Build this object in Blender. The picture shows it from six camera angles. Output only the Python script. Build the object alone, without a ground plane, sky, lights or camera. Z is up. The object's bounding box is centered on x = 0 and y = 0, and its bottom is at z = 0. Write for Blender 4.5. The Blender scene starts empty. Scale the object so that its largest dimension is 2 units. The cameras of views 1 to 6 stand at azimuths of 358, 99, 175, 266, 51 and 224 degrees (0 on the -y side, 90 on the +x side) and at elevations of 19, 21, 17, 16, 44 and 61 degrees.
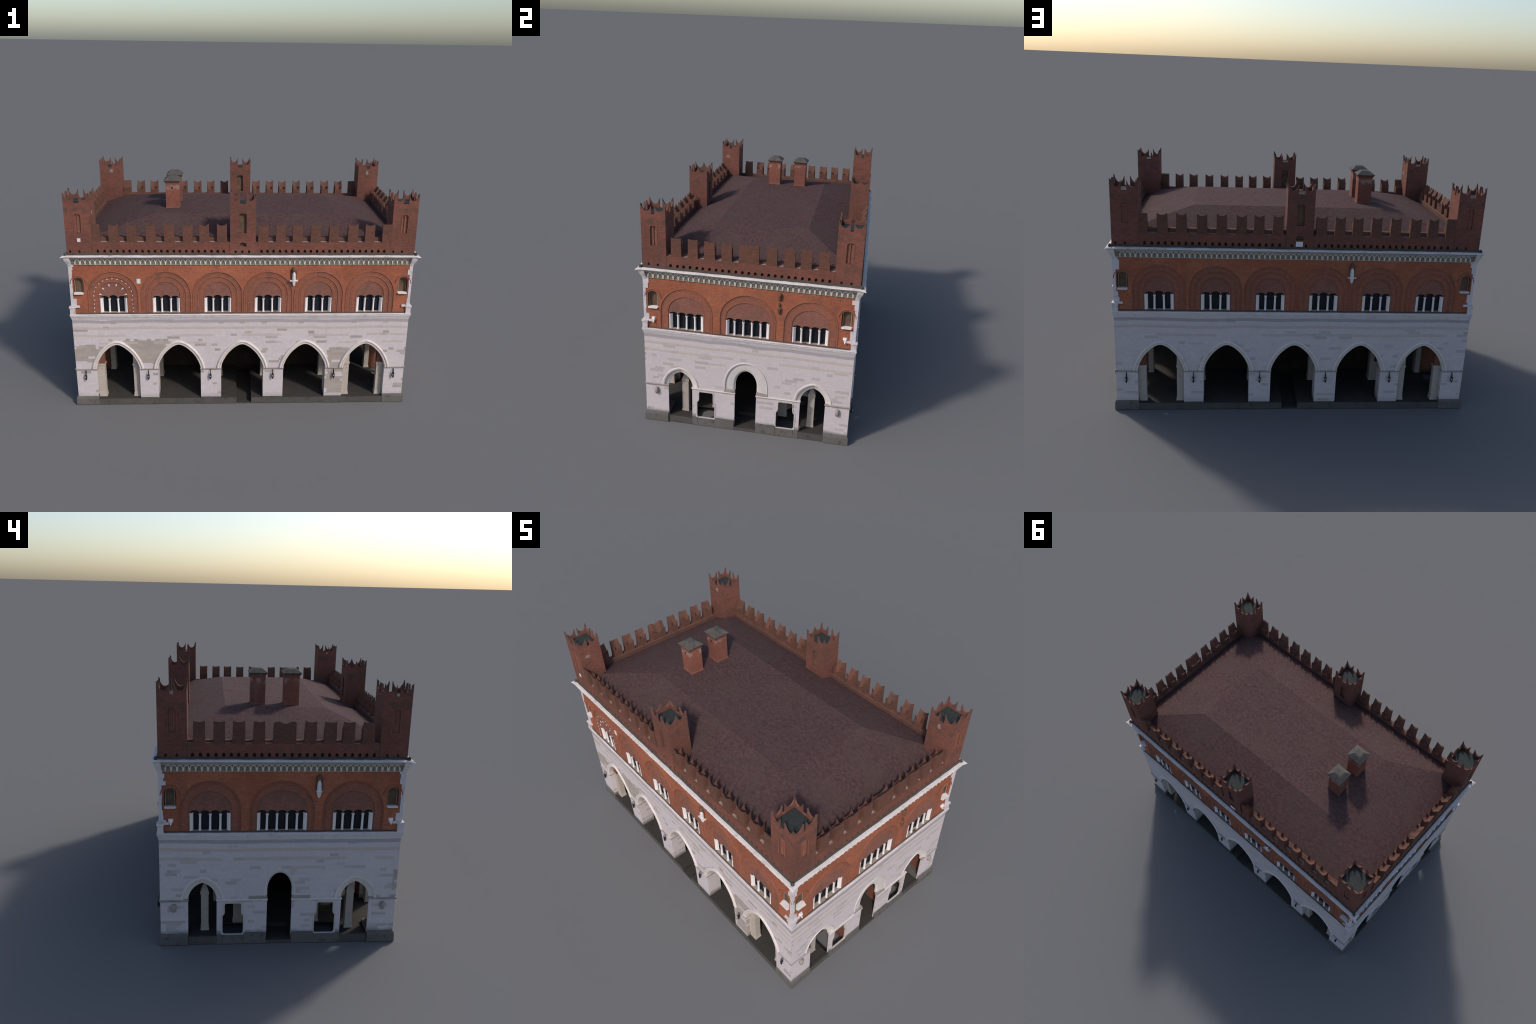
# A medieval Italian town hall: marble arcade below, brick storey with arched windows
# above, battlemented parapet with six square towers and a low hipped roof.
import bpy, bmesh, math, random
from mathutils import Vector, noise
from mathutils.geometry import tessellate_polygon

random.seed(11)
PI = math.pi

# ----------------------------------------------------------------------------
#  main sizes (metres)
# ----------------------------------------------------------------------------
DX, DY = 0.9635, 0.5695          # outer faces of the brick body (half sizes)
STONE_OUT = 0.003                # marble wall stands this much proud of the brick
FLOOR_Z = 0.0415
STRING_Z = 0.578                 # string course between the storeys
CORNICE_Z = 0.936
SILL_Z = 1.009                   # bottom of the gaps between merlons
MERLON_Z = 1.117
TIP_Z = 1.287                    # tower tips

# ----------------------------------------------------------------------------
#  facade frames: (u along the wall, d outwards, z) -> world
# ----------------------------------------------------------------------------
FRAMES = {
    'S': (lambda u, d, z: (u, -d, z), DY, DX),
    'N': (lambda u, d, z: (-u, d, z), DY, DX),
    'E': (lambda u, d, z: (d, u, z), DX, DY),
    'W': (lambda u, d, z: (-d, -u, z), DX, DY),
}

# ----------------------------------------------------------------------------
#  node helpers
# ----------------------------------------------------------------------------
class Nodes:
    def __init__(self, name):
        self.mat = bpy.data.materials.new(name)
        self.mat.use_nodes = True
        self.t = self.mat.node_tree
        self.t.nodes.clear()
        self.out = self.t.nodes.new('ShaderNodeOutputMaterial')
        self.bsdf = self.t.nodes.new('ShaderNodeBsdfPrincipled')
        self.t.links.new(self.bsdf.outputs[0], self.out.inputs[0])
        self.tc = self.t.nodes.new('ShaderNodeTexCoord')
        self.obj = self.tc.outputs['Object']
        self.nrm = self.tc.outputs['Normal']

    def put(self, sock, v):
        if isinstance(v, bpy.types.NodeSocket):
            self.t.links.new(v, sock)
        elif isinstance(v, (tuple, list)) and len(v) == 3 and sock.type == 'RGBA':
            sock.default_value = (*v, 1)
        else:
            sock.default_value = v

    def m(self, op, a, b=0.0, c=0.0):
        n = self.t.nodes.new('ShaderNodeMath')
        n.operation = op
        self.put(n.inputs[0], a); self.put(n.inputs[1], b); self.put(n.inputs[2], c)
        return n.outputs[0]

    def add(self, a, b): return self.m('ADD', a, b)
    def sub(self, a, b): return self.m('SUBTRACT', a, b)
    def mul(self, a, b): return self.m('MULTIPLY', a, b)
    def clamp01(self, a): return self.m('MINIMUM', self.m('MAXIMUM', a, 0.0), 1.0)

    def between(self, v, lo, hi):
        return self.mul(self.m('GREATER_THAN', v, lo), self.m('LESS_THAN', v, hi))

    def soft(self, v, lo, hi):
        n = self.t.nodes.new('ShaderNodeMapRange')
        n.interpolation_type = 'SMOOTHSTEP'
        self.put(n.inputs['Value'], v)
        n.inputs['From Min'].default_value = lo
        n.inputs['From Max'].default_value = hi
        return n.outputs[0]

    def xyz(self, v):
        n = self.t.nodes.new('ShaderNodeSeparateXYZ')
        self.put(n.inputs[0], v)
        return n.outputs

    def vec(self, x=0.0, y=0.0, z=0.0):
        n = self.t.nodes.new('ShaderNodeCombineXYZ')
        for i, v in enumerate((x, y, z)):
            self.put(n.inputs[i], v)
        return n.outputs[0]

    def scale(self, v, s):
        n = self.t.nodes.new('ShaderNodeVectorMath')
        n.operation = 'MULTIPLY'
        self.put(n.inputs[0], v)
        n.inputs[1].default_value = s
        return n.outputs[0]

    def noise(self, v, scale, detail=3.0, rough=0.55, dist=0.0):
        n = self.t.nodes.new('ShaderNodeTexNoise')
        self.put(n.inputs['Vector'], v)
        n.inputs['Scale'].default_value = scale
        n.inputs['Detail'].default_value = detail
        n.inputs['Roughness'].default_value = rough
        n.inputs['Distortion'].default_value = dist
        return n.outputs[0]

    def white(self, v):
        n = self.t.nodes.new('ShaderNodeTexWhiteNoise')
        n.noise_dimensions = '3D'
        self.put(n.inputs['Vector'], v)
        return n.outputs['Value']

    def mix(self, f, a, b, mode='MIX'):
        n = self.t.nodes.new('ShaderNodeMix')
        n.data_type = 'RGBA'
        n.blend_type = mode
        self.put(n.inputs[0], f)
        self.put(n.inputs[6], a); self.put(n.inputs[7], b)
        return n.outputs[2]

    def shade(self, col, fac, lo, hi):
        """multiply col by a grey running lo..hi with fac 0..1"""
        k = self.add(self.mul(fac, hi - lo), lo)
        return self.mix(1.0, col, self.vec(k, k, k), 'MULTIPLY')

    def bump(self, h, strength, dist):
        n = self.t.nodes.new('ShaderNodeBump')
        n.inputs['Strength'].default_value = strength
        n.inputs['Distance'].default_value = dist
        self.put(n.inputs['Height'], h)
        self.t.links.new(n.outputs[0], self.bsdf.inputs['Normal'])

    def finish(self, col, rough=0.9, spec=0.15, metal=0.0):
        self.put(self.bsdf.inputs['Base Color'], col)
        self.put(self.bsdf.inputs['Roughness'], rough)
        self.bsdf.inputs['Specular IOR Level'].default_value = spec
        self.bsdf.inputs['Metallic'].default_value = metal
        return self.mat

    def wall_coords(self):
        """u along whichever wall the face belongs to, plus z, and a side number"""
        x, y, z = self.xyz(self.obj)
        nx, ny, nz = self.xyz(self.nrm)
        ew = self.m('GREATER_THAN', self.m('ABSOLUTE', nx), 0.6)
        u = self.add(self.mul(ew, y), self.mul(self.sub(1.0, ew), x))
        side = self.add(self.mul(ew, 2.0),
                        self.add(self.mul(ew, self.m('GREATER_THAN', x, 0.0)),
                                 self.mul(self.sub(1.0, ew), self.m('GREATER_THAN', y, 0.0))))
        return u, z, side, ew, x, y


# ----------------------------------------------------------------------------
#  materials
# ----------------------------------------------------------------------------
WHITE = (0.530, 0.462, 0.480)
GREY_BLOCK = (0.300, 0.262, 0.245)

def mat_marble():
    N = Nodes('banded_marble')
    u, z, side, ew, x, y = N.wall_coords()
    south = N.m('LESS_THAN', y, -0.55)
    # gentle waviness of the courses
    wob = N.sub(N.noise(N.vec(u, side, 0.0), 3.0, 2.0), 0.5)
    zw = N.add(z, N.mul(wob, 0.024))
    # blocks in courses
    H, L = 0.0158, 0.040
    row = N.m('FLOOR', N.m('DIVIDE', z, H))
    stag = N.white(N.vec(row, side, 3.0))
    lenv = N.add(0.6, N.mul(N.white(N.vec(row, side, 9.0)), 1.3))
    cu = N.add(N.m('DIVIDE', N.m('DIVIDE', u, L), lenv), N.mul(stag, 9.0))
    colm = N.m('FLOOR', cu)
    rnd = N.white(N.vec(colm, row, side))
    rnd2 = N.white(N.vec(colm, row, N.add(side, 7.3)))
    # faces of the blocks differ slightly
    base = N.mix(rnd2, WHITE, (0.575, 0.505, 0.512))
    base = N.mix(N.soft(N.noise(N.obj, 5.0, 4.0), 0.35, 0.7), base, (0.545, 0.480, 0.487))
    # odd grey blocks
    th = N.add(0.050, N.mul(N.m('LESS_THAN', z, 0.46), N.add(0.02, N.mul(ew, 0.06))))
    grey = N.m('LESS_THAN', rnd, th)
    # patches laid mostly in grey stone on the sunny long side
    def box(x0, x1, z0, z1):
        wz = N.add(z, N.mul(N.sub(rnd2, 0.5), 0.02))
        wx = N.add(x, N.mul(N.sub(N.white(N.vec(row, 5.0, 1.0)), 0.5), 0.05))
        return N.mul(N.between(wx, x0, x1), N.between(wz, z0, z1))
    zone = N.m('MAXIMUM', box(-1.0, -0.845, 0.285, 0.385),
               N.m('MAXIMUM', box(-0.685, -0.425, 0.268, 0.425), box(0.485, 0.61, 0.062, 0.365)))
    zone = N.mul(zone, south)
    zgrey = N.mul(zone, N.m('GREATER_THAN', rnd, 0.16))
    grey_col = N.mix(rnd2, GREY_BLOCK, (0.40, 0.34, 0.315))
    col = N.mix(N.mul(grey, N.add(0.52, N.mul(south, 0.33))), base, grey_col)
    col = N.mix(zgrey, col, N.mix(rnd2, (0.335, 0.285, 0.255), (0.385, 0.325, 0.285)))
    # joints
    fz = N.m('FRACT', N.m('DIVIDE', z, H))
    joint = N.m('LESS_THAN', fz, 0.10)
    vj = N.m('LESS_THAN', N.m('FRACT', cu), 0.03)
    jn = N.mul(N.m('MAXIMUM', joint, vj), N.soft(N.noise(N.obj, 9.0, 2.0), 0.4, 0.65))
    col = N.mix(N.mul(jn, 0.28), col, (0.36, 0.31, 0.30))
    # continuous bands
    b1 = N.between(zw, 0.528, 0.546)
    b2 = N.between(zw, 0.487, 0.503)
    pres = N.m('GREATER_THAN', N.noise(N.vec(u, side, 4.0), 2.6, 1.0), 0.47)
    b3 = N.mul(N.between(zw, 0.441, 0.456), pres)
    pres4 = N.m('GREATER_THAN', N.noise(N.vec(u, side, 8.0), 3.6, 1.0), 0.58)
    b4 = N.mul(N.between(zw, 0.395, 0.408), pres4)
    col = N.mix(N.mul(b1, 0.9), col, N.mix(N.noise(N.obj, 22.0), (0.31, 0.27, 0.285), (0.38, 0.33, 0.34)))
    tan = N.mix(N.noise(N.obj, 14.0), (0.44, 0.36, 0.325), (0.53, 0.43, 0.38))
    col = N.mix(N.mul(b2, 0.85), col, tan)
    col = N.mix(N.mul(N.m('MAXIMUM', b3, b4), 0.75), col, tan)
    # fine grain, drip marks and a few dark put-log scars
    g = N.noise(N.obj, 60.0, 4.0, 0.65)
    col = N.shade(col, g, 0.86, 1.12)
    drip = N.soft(N.noise(N.scale(N.obj, (40.0, 40.0, 6.0)), 1.0, 2.0), 0.60, 0.75)
    col = N.mix(N.mul(drip, 0.13), col, (0.30, 0.26, 0.25))
    # dirt of the pavement on the lowest course
    dirt = N.soft(N.add(z, N.mul(N.sub(N.noise(N.obj, 14.0), 0.5), 0.03)), 0.078, 0.052)
    col = N.mix(N.mul(dirt, N.add(0.25, N.mul(ew, 0.55))), col, (0.16, 0.145, 0.138))
    N.bump(N.add(N.mul(joint, -0.6), g), 0.35, 0.002)
    return N.finish(col)


def mat_stone(name, a, b, stain=(0.30, 0.27, 0.24), amount=0.35, scale=12.0):
    N = Nodes(name)
    n1 = N.noise(N.obj, scale, 4.0)
    col = N.mix(n1, a, b)
    st = N.soft(N.noise(N.obj, scale * 2.1, 3.0), 0.52, 0.75)
    col = N.mix(N.mul(st, amount), col, stain)
    g = N.noise(N.obj, 90.0, 3.0, 0.6)
    col = N.shade(col, g, 0.88, 1.10)
    N.bump(g, 0.3, 0.0015)
    return N.finish(col)


def mat_brick(name, a, b, c, streak=0.5, joints=0.25, stain=(0.09, 0.065, 0.05), stain_amt=0.35,
              stain_band=None):
    N = Nodes(name)
    u, z, side, ew, x, y = N.wall_coords()
    big = N.noise(N.obj, 4.5, 3.0, 0.6)
    col = N.mix(N.soft(big, 0.35, 0.68), a, b)
    mid = N.noise(N.scale(N.obj, (14.0, 14.0, 22.0)), 1.0, 4.0, 0.6, 0.4)
    col = N.mix(N.mul(N.soft(mid, 0.46, 0.72), streak), col, c)
    # courses of brick, too small to see one by one
    row = N.m('FLOOR', N.m('DIVIDE', z, 0.0042))
    bl = N.m('FLOOR', N.add(N.m('DIVIDE', u, 0.013), N.mul(row, 0.5)))
    br = N.white(N.vec(bl, row, side))
    col = N.shade(col, br, 0.87, 1.13)
    j = N.m('LESS_THAN', N.m('FRACT', N.m('DIVIDE', z, 0.0042)), 0.22)
    col = N.mix(N.mul(j, joints), col, (0.36, 0.23, 0.18))
    g = N.noise(N.obj, 70.0, 3.0, 0.6)
    col = N.shade(col, g, 0.84, 1.16)
    st = N.soft(N.noise(N.scale(N.obj, (16.0, 16.0, 9.0)), 1.0, 3.0), 0.56, 0.74)
    if name == 'brown_brick':
        tip = N.mul(N.soft(z, 1.232, 1.272), N.add(0.35, N.mul(N.noise(N.obj, 40.0, 2.0), 0.6)))
        col = N.mix(tip, col, (0.085, 0.058, 0.048))
    if stain_band:
        zz = N.mul(N.soft(z, stain_band[0], stain_band[0] + 0.02), N.soft(z, stain_band[1], stain_band[1] - 0.02))
        st2 = N.mul(zz, N.soft(N.noise(N.obj, 26.0, 3.0), 0.44, 0.62))
        st = N.m('MAXIMUM', N.mul(st, 0.5), st2)
    col = N.mix(N.mul(st, stain_amt), col, stain)
    N.bump(N.add(g, N.mul(j, -0.5)), 0.35, 0.002)
    return N.finish(col)


def mat_roof():
    N = Nodes('roof_tiles')
    w = N.noise(N.obj, 7.0, 2.0)
    v = N.noise(N.scale(N.obj, (1.0, 1.35, 1.6)), 52.0, 6.0, 0.72, 0.5)
    col = N.mix(N.soft(v, 0.30, 0.70), (0.050, 0.030, 0.0295), (0.102, 0.056, 0.054))
    col = N.mix(N.mul(N.soft(w, 0.4, 0.68), 0.45), col, (0.078, 0.053, 0.046))
    fl = N.soft(N.noise(N.obj, 110.0, 2.0, 0.6, 1.5), 0.62, 0.76)
    col = N.mix(N.mul(fl, 0.4), col, (0.165, 0.105, 0.105))
    N.bump(v, 0.5, 0.003)
    return N.finish(col, 0.92, 0.1)


def mat_plain(name, a, b, scale=20.0, rough=0.85, spec=0.2, metal=0.0, bump=0.25):
    N = Nodes(name)
    n = N.noise(N.obj, scale, 4.0, 0.6)
    N.bump(n, bump, 0.0015)
    return N.finish(N.mix(N.soft(n, 0.3, 0.7), a, b), rough, spec, metal)


M = {}
M['marble'] = mat_marble()
M['arch_stone'] = mat_stone('arch_stone', (0.66, 0.585, 0.545), (0.58, 0.515, 0.49), (0.36, 0.31, 0.28), 0.40)
M['door_stone'] = mat_stone('door_stone', (0.60, 0.55, 0.53), (0.54, 0.49, 0.475), (0.40, 0.36, 0.34), 0.35, 22.0)
M['frame_stone'] = mat_stone('frame_stone', (0.545, 0.485, 0.475), (0.46, 0.41, 0.395), (0.24, 0.21, 0.195), 0.5, 26.0)
M['string_stone'] = mat_stone('string_stone', (0.61, 0.545, 0.545), (0.555, 0.495, 0.50), (0.27, 0.26, 0.26), 0.30, 16.0)
M['sill_stone'] = mat_stone('sill_stone', (0.26, 0.215, 0.18), (0.36, 0.31, 0.275), (0.12, 0.095, 0.08), 0.5, 22.0)
M['impost'] = mat_stone('impost_stone', (0.27, 0.23, 0.21), (0.36, 0.31, 0.28), (0.14, 0.12, 0.11), 0.5)
M['quoin'] = mat_stone('quoin_stone', (0.63, 0.565, 0.58), (0.52, 0.465, 0.475), (0.31, 0.275, 0.265), 0.55, 14.0)
M['column'] = mat_stone('column_marble', (0.78, 0.715, 0.70), (0.70, 0.64, 0.63), (0.42, 0.36, 0.33), 0.25, 30.0)
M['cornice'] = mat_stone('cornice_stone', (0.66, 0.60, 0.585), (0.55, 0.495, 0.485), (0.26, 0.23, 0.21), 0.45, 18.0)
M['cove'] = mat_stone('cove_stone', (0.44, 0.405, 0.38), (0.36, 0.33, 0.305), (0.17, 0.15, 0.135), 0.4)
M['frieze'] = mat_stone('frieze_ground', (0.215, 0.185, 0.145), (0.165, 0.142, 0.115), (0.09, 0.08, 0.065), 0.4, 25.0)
M['corbel'] = mat_stone('corbel_stone', (0.72, 0.66, 0.59), (0.60, 0.545, 0.49), (0.30, 0.27, 0.22), 0.30, 25.0)
M['foot'] = mat_stone('brick_foot', (0.115, 0.072, 0.052), (0.080, 0.058, 0.045), (0.05, 0.04, 0.033), 0.5, 18.0)
M['ledge'] = mat_stone('mossy_ledge', (0.058, 0.047, 0.040), (0.090, 0.072, 0.060), (0.030, 0.027, 0.022), 0.6, 30.0)
M['brick'] = mat_brick('orange_brick', (0.285, 0.086, 0.045), (0.350, 0.116, 0.061), (0.235, 0.084, 0.059), 0.65)
M['ring_brick'] = mat_brick('arch_brick', (0.275, 0.094, 0.058), (0.225, 0.085, 0.057), (0.215, 0.093, 0.066), 0.7)
M['roll_brick'] = mat_brick('moulded_brick', (0.255, 0.090, 0.055), (0.205, 0.072, 0.044), (0.315, 0.135, 0.090), 0.5, 0.1)
M['tymp_brick'] = mat_brick('lunette_brick', (0.230, 0.095, 0.072), (0.195, 0.082, 0.062), (0.165, 0.083, 0.060), 0.7)
M['tower_brick'] = mat_brick('brown_brick', (0.138, 0.055, 0.042), (0.185, 0.070, 0.052), (0.108, 0.055, 0.042), 0.8, 0.10,
                             (0.085, 0.060, 0.045), 0.75, (1.165, 1.215))
M['parapet_brick'] = mat_brick('parapet_brick', (0.145, 0.057, 0.043), (0.180, 0.065, 0.048), (0.110, 0.057, 0.042), 0.8, 0.10,
                               (0.10, 0.070, 0.05), 0.4)
M['merlon_brick'] = mat_brick('merlon_brick', (0.136, 0.058, 0.042), (0.112, 0.053, 0.038), (0.090, 0.050, 0.036), 0.75, 0.08,
                              (0.09, 0.065, 0.045), 0.5, (1.085, 1.13))
M['chimney_brick'] = mat_brick('chimney_brick', (0.170, 0.066, 0.048), (0.225, 0.082, 0.056), (0.20, 0.060, 0.040), 0.6, 0.12,
                               (0.34, 0.24, 0.215), 0.6, (1.195, 1.243))
M['lime'] = mat_stone('lime_plaster', (0.28, 0.205, 0.185), (0.22, 0.145, 0.125), (0.17, 0.095, 0.075), 0.6, 60.0)
M['curb_brick'] = mat_brick('curb_brick', (0.105, 0.052, 0.040), (0.130, 0.058, 0.043), (0.085, 0.050, 0.040), 0.7, 0.1)  # brick darkened to carry the shadow on the parapet's inner rim
M['sill_white'] = mat_stone('coping_stone', (0.34, 0.285, 0.26), (0.20, 0.15, 0.13), (0.10, 0.07, 0.06), 0.5, 26.0)
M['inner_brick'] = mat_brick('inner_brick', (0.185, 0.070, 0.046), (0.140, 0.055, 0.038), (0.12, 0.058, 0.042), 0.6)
M['sooty_brick'] = mat_brick('sooty_brick', (0.034, 0.021, 0.017), (0.026, 0.018, 0.015), (0.02, 0.015, 0.013), 0.6, 0.1)  # near-black brick colour for the hall wall and cross arches
M['hole'] = mat_plain('dark_hole_brick', (0.050, 0.024, 0.017), (0.075, 0.036, 0.026))
M['niche'] = mat_plain('niche_fresco', (0.085, 0.060, 0.042), (0.155, 0.092, 0.055), 40.0)
M['glass'] = mat_plain('dark_window', (0.0065, 0.0080, 0.0125), (0.011, 0.0125, 0.018), 30.0, 0.55, 0.25, 0.0, 0.02)
M['roof'] = mat_roof()
M['tower_floor'] = mat_plain('roofing_felt', (0.027, 0.030, 0.028), (0.040, 0.044, 0.041), 60.0)
M['lead'] = mat_plain('chimney_slab', (0.062, 0.055, 0.049), (0.096, 0.085, 0.076), 30.0)
M['plinth'] = mat_stone('plinth_stone', (0.150, 0.138, 0.128), (0.100, 0.092, 0.085), (0.045, 0.041, 0.038), 0.6, 20.0)
M['paving'] = mat_stone('paving_stone', (0.040, 0.035, 0.031), (0.056, 0.049, 0.044), (0.024, 0.022, 0.020), 0.4, 14.0)
M['step'] = mat_stone('step_stone', (0.066, 0.060, 0.055), (0.105, 0.097, 0.090), (0.036, 0.033, 0.031), 0.55, 16.0)
M['vault'] = mat_plain('sooty_vault', (0.020, 0.017, 0.015), (0.034, 0.028, 0.024))  # near-black ceiling colour
M['iron'] = mat_plain('wrought_iron', (0.014, 0.013, 0.014), (0.030, 0.028, 0.030), 60.0, 0.5, 0.4, 0.4)
M['pier_stone'] = mat_stone('pier_stone', (0.46, 0.395, 0.345), (0.38, 0.325, 0.285), (0.23, 0.19, 0.165), 0.4, 16.0)
M['statue'] = mat_stone('statue_marble', (0.72, 0.68, 0.68), (0.60, 0.57, 0.57), (0.3, 0.28, 0.27), 0.3, 60.0)
M['canopy'] = mat_plain('canopy_terracotta', (0.10, 0.052, 0.036), (0.17, 0.085, 0.055), 70.0)

# ----------------------------------------------------------------------------
#  objects
# ----------------------------------------------------------------------------
ROOT = bpy.data.objects.new('town_hall', None)
bpy.context.scene.collection.objects.link(ROOT)
ROOT['label'] = 'brick and marble gothic town hall with arcade, battlements and six towers'
ROOT['category'] = 'town hall'


def link(ob, parent):
    bpy.context.scene.collection.objects.link(ob)
    ob.parent = parent or ROOT
    return ob


def mesh_object(name, verts, faces, mats, parent=None, face_mats=None, smooth=False):
    me = bpy.data.meshes.new(name)
    me.from_pydata([tuple(v) for v in verts], [], faces)
    if not isinstance(mats, (list, tuple)):
        mats = [mats]
    for mt in mats:
        me.materials.append(M[mt])
    if face_mats:
        for p, i in zip(me.polygons, face_mats):
            p.material_index = i
    bm = bmesh.new(); bm.from_mesh(me)
    bmesh.ops.recalc_face_normals(bm, faces=bm.faces)
    bm.to_mesh(me); bm.free()
    if smooth:
        me.shade_smooth()
        me.set_sharp_from_angle(angle=math.radians(38))
    me.update()
    return link(bpy.data.objects.new(name, me), parent)


class Builder:
    """collects several solids into one mesh"""
    def __init__(self):
        self.v, self.f, self.fm = [], [], []

    def add(self, verts, faces, mi=0):
        o = len(self.v)
        self.v += [tuple(p) for p in verts]
        self.f += [tuple(i + o for i in f) for f in faces]
        self.fm += ([mi] * len(faces)) if isinstance(mi, int) else list(mi)

    def box(self, T, u0, u1, d0, d1, z0, z1, mi=0, taper=0.0):
        c = [T(u0, d0, z0), T(u1, d0, z0), T(u1, d1, z0), T(u0, d1, z0)]
        t = taper
        c += [T(u0 + t, d0 + t, z1), T(u1 - t, d0 + t, z1), T(u1 - t, d1 - t, z1), T(u0 + t, d1 - t, z1)]
        self.add(c, [(0, 1, 2, 3), (4, 5, 6, 7), (0, 1, 5, 4), (1, 2, 6, 5), (2, 3, 7, 6), (3, 0, 4, 7)], mi)

    def tube(self, T, pts, r, n=6, mi=0, r_end=None):
        """round bar along points (u,d,z)"""
        rings = []
        P = [Vector(p) for p in pts]
        for i, p in enumerate(P):
            t = (P[min(i + 1, len(P) - 1)] - P[max(i - 1, 0)]).normalized()
            a = Vector((0, 1, 0)) if abs(t.y) < 0.9 else Vector((1, 0, 0))
            e1 = t.cross(a).normalized(); e2 = t.cross(e1).normalized()
            rr = r if r_end is None else r + (r_end - r) * i / (len(P) - 1)
            rings.append([p + e1 * rr * math.cos(2 * PI * k / n) + e2 * rr * math.sin(2 * PI * k / n) for k in range(n)])
        V = [T(*q) for ring in rings for q in ring]
        F = []
        for i in range(len(rings) - 1):
            for k in range(n):
                F.append((i * n + k, i * n + (k + 1) % n, (i + 1) * n + (k + 1) % n, (i + 1) * n + k))
        F.append(tuple(range(n))); F.append(tuple((len(rings) - 1) * n + k for k in range(n)))
        self.add(V, F, mi)

    def lathe(self, T, u, d, prof, n=10, mi=0, squash=1.0):
        """profile of (radius, z) turned about the vertical at (u,d)"""
        V, F = [], []
        for r, z in prof:
            for k in range(n):
                a = 2 * PI * (k + 0.5) / n
                V.append(T(u + r * math.cos(a), d + r * squash * math.sin(a), z))
        for i in range(len(prof) - 1):
            for k in range(n):
                F.append((i * n + k, i * n + (k + 1) % n, (i + 1) * n + (k + 1) % n, (i + 1) * n + k))
        F.append(tuple(range(n))); F.append(tuple((len(prof) - 1) * n + k for k in range(n)))
        self.add(V, F, mi)

    def panel(self, T, outer, holes, d_front, d_back, mi=0, mi_side=None, mi_back=None, back=True, skip_outer=False, skip_u=None):
        """flat wall with openings: front at d_front, reveals down to d_back"""
        loops = [outer] + list(holes)
        polys = [[Vector((u, z, 0)) for u, z in lp] for lp in loops]
        tris = tessellate_polygon(polys)
        flat = [p for lp in loops for p in lp]
        n = len(flat)
        V = [T(u, d_front, z) for u, z in flat] + [T(u, d_back, z) for u, z in flat]
        F = [tuple(t) for t in tris]; mm = [mi] * len(F)
        if back:
            bk = [tuple(i + n for i in reversed(t)) for t in tris]
            F += bk; mm += [mi if mi_back is None else mi_back] * len(bk)
        o = 0
        for li, lp in enumerate(loops):
            k = len(lp)
            if not (li == 0 and skip_outer):
                for i in range(k):
                    a, b = o + i, o + (i + 1) % k
                    if skip_u and li == 0 and min(abs(flat[a][0]), abs(flat[b][0])) > skip_u - 1e-5:
                        continue            # the return wall closes this end
                    F.append((a, b, b + n, a + n)); mm.append(mi if mi_side is None else mi_side)
            o += k
        self.add(V, F, mm)

    def loft(self, T, path, prof, mi=0, closed=False, cap=True):
        """sweep profile [(n outward in the wall plane, d)] along a path [(u,z,nu,nz)]"""
        k = len(prof)
        V = []
        for (u, z, nu, nz) in path:
            for (pn, pd) in prof:
                V.append(T(u + nu * pn, pd, z + nz * pn))
        F = []
        m = len(path)
        for i in range(m - (0 if closed else 1)):
            for j in range(k - 1):
                a, b = i * k + j, ((i + 1) % m) * k + j
                F.append((a, a + 1, b + 1, b))
        if cap and not closed:
            F.append(tuple(range(k))); F.append(tuple((m - 1) * k + j for j in range(k)))
        self.add(V, F, mi)

    def make(self, name, mats, parent=None, smooth=False, kind=None):
        ob = mesh_object(name, self.v, self.f, mats, parent, self.fm, smooth)
        if kind:
            ob['kind'] = kind
        return ob


def catmull(pts, n=5):
    out = []
    P = [pts[0]] + list(pts) + [pts[-1]]
    for i in range(1, len(P) - 2):
        p0, p1, p2, p3 = P[i - 1], P[i], P[i + 1], P[i + 2]
        for k in range(n):
            t = k / n
            out.append(tuple(0.5 * ((2 * b) + (-a + c) * t + (2 * a - 5 * b + 4 * c - d) * t * t
                                    + (-a + 3 * b - 3 * c + d) * t ** 3)
                             for a, b, c, d in zip(p0, p1, p2, p3)))
    out.append(tuple(pts[-1]))
    return out


def arch_curve(hw, zs, zt, shape='pointed', n=12):
    """half symmetric arch, points (u,z) from the right springing over the top to the left"""
    if shape == 'pointed':
        h = zt - zs
        R = (hw * hw + h * h) / (2 * hw)
        c = R - hw
        a1 = math.atan2(h, c)
        right = [(-c + R * math.cos(a1 * i / n), zs + R * math.sin(a1 * i / n)) for i in range(n + 1)]
        left = [(-u, z) for u, z in reversed(right[:-1])]
        return right + left
    if shape == 'tall':                        # round head on short upright legs
        zm = zs + (zt - zs) * 0.27
        return [(hw, zs)] + arch_curve(hw, zm, zt, 'round', n) + [(-hw, zs)]
    if shape == 'broad':                       # the wide, slightly ogee arcade arch
        ctrl = [(hw, zs), (hw * 0.978, zs + (zt - zs) * 0.10), (hw * 0.885, zs + (zt - zs) * 0.315),
                (hw * 0.665, zs + (zt - zs) * 0.620), (hw * 0.36, zs + (zt - zs) * 0.868), (hw * 0.13, zs + (zt - zs) * 0.978), (0.0, zt)]
        right = catmull(ctrl, 4)
        left = [(-u, z) for u, z in reversed(right[:-1])]
        return right + left
    return [(hw * math.cos(PI * i / (2 * n)), zs + (zt - zs) * math.sin(PI * i / (2 * n))) for i in range(2 * n + 1)]


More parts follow.
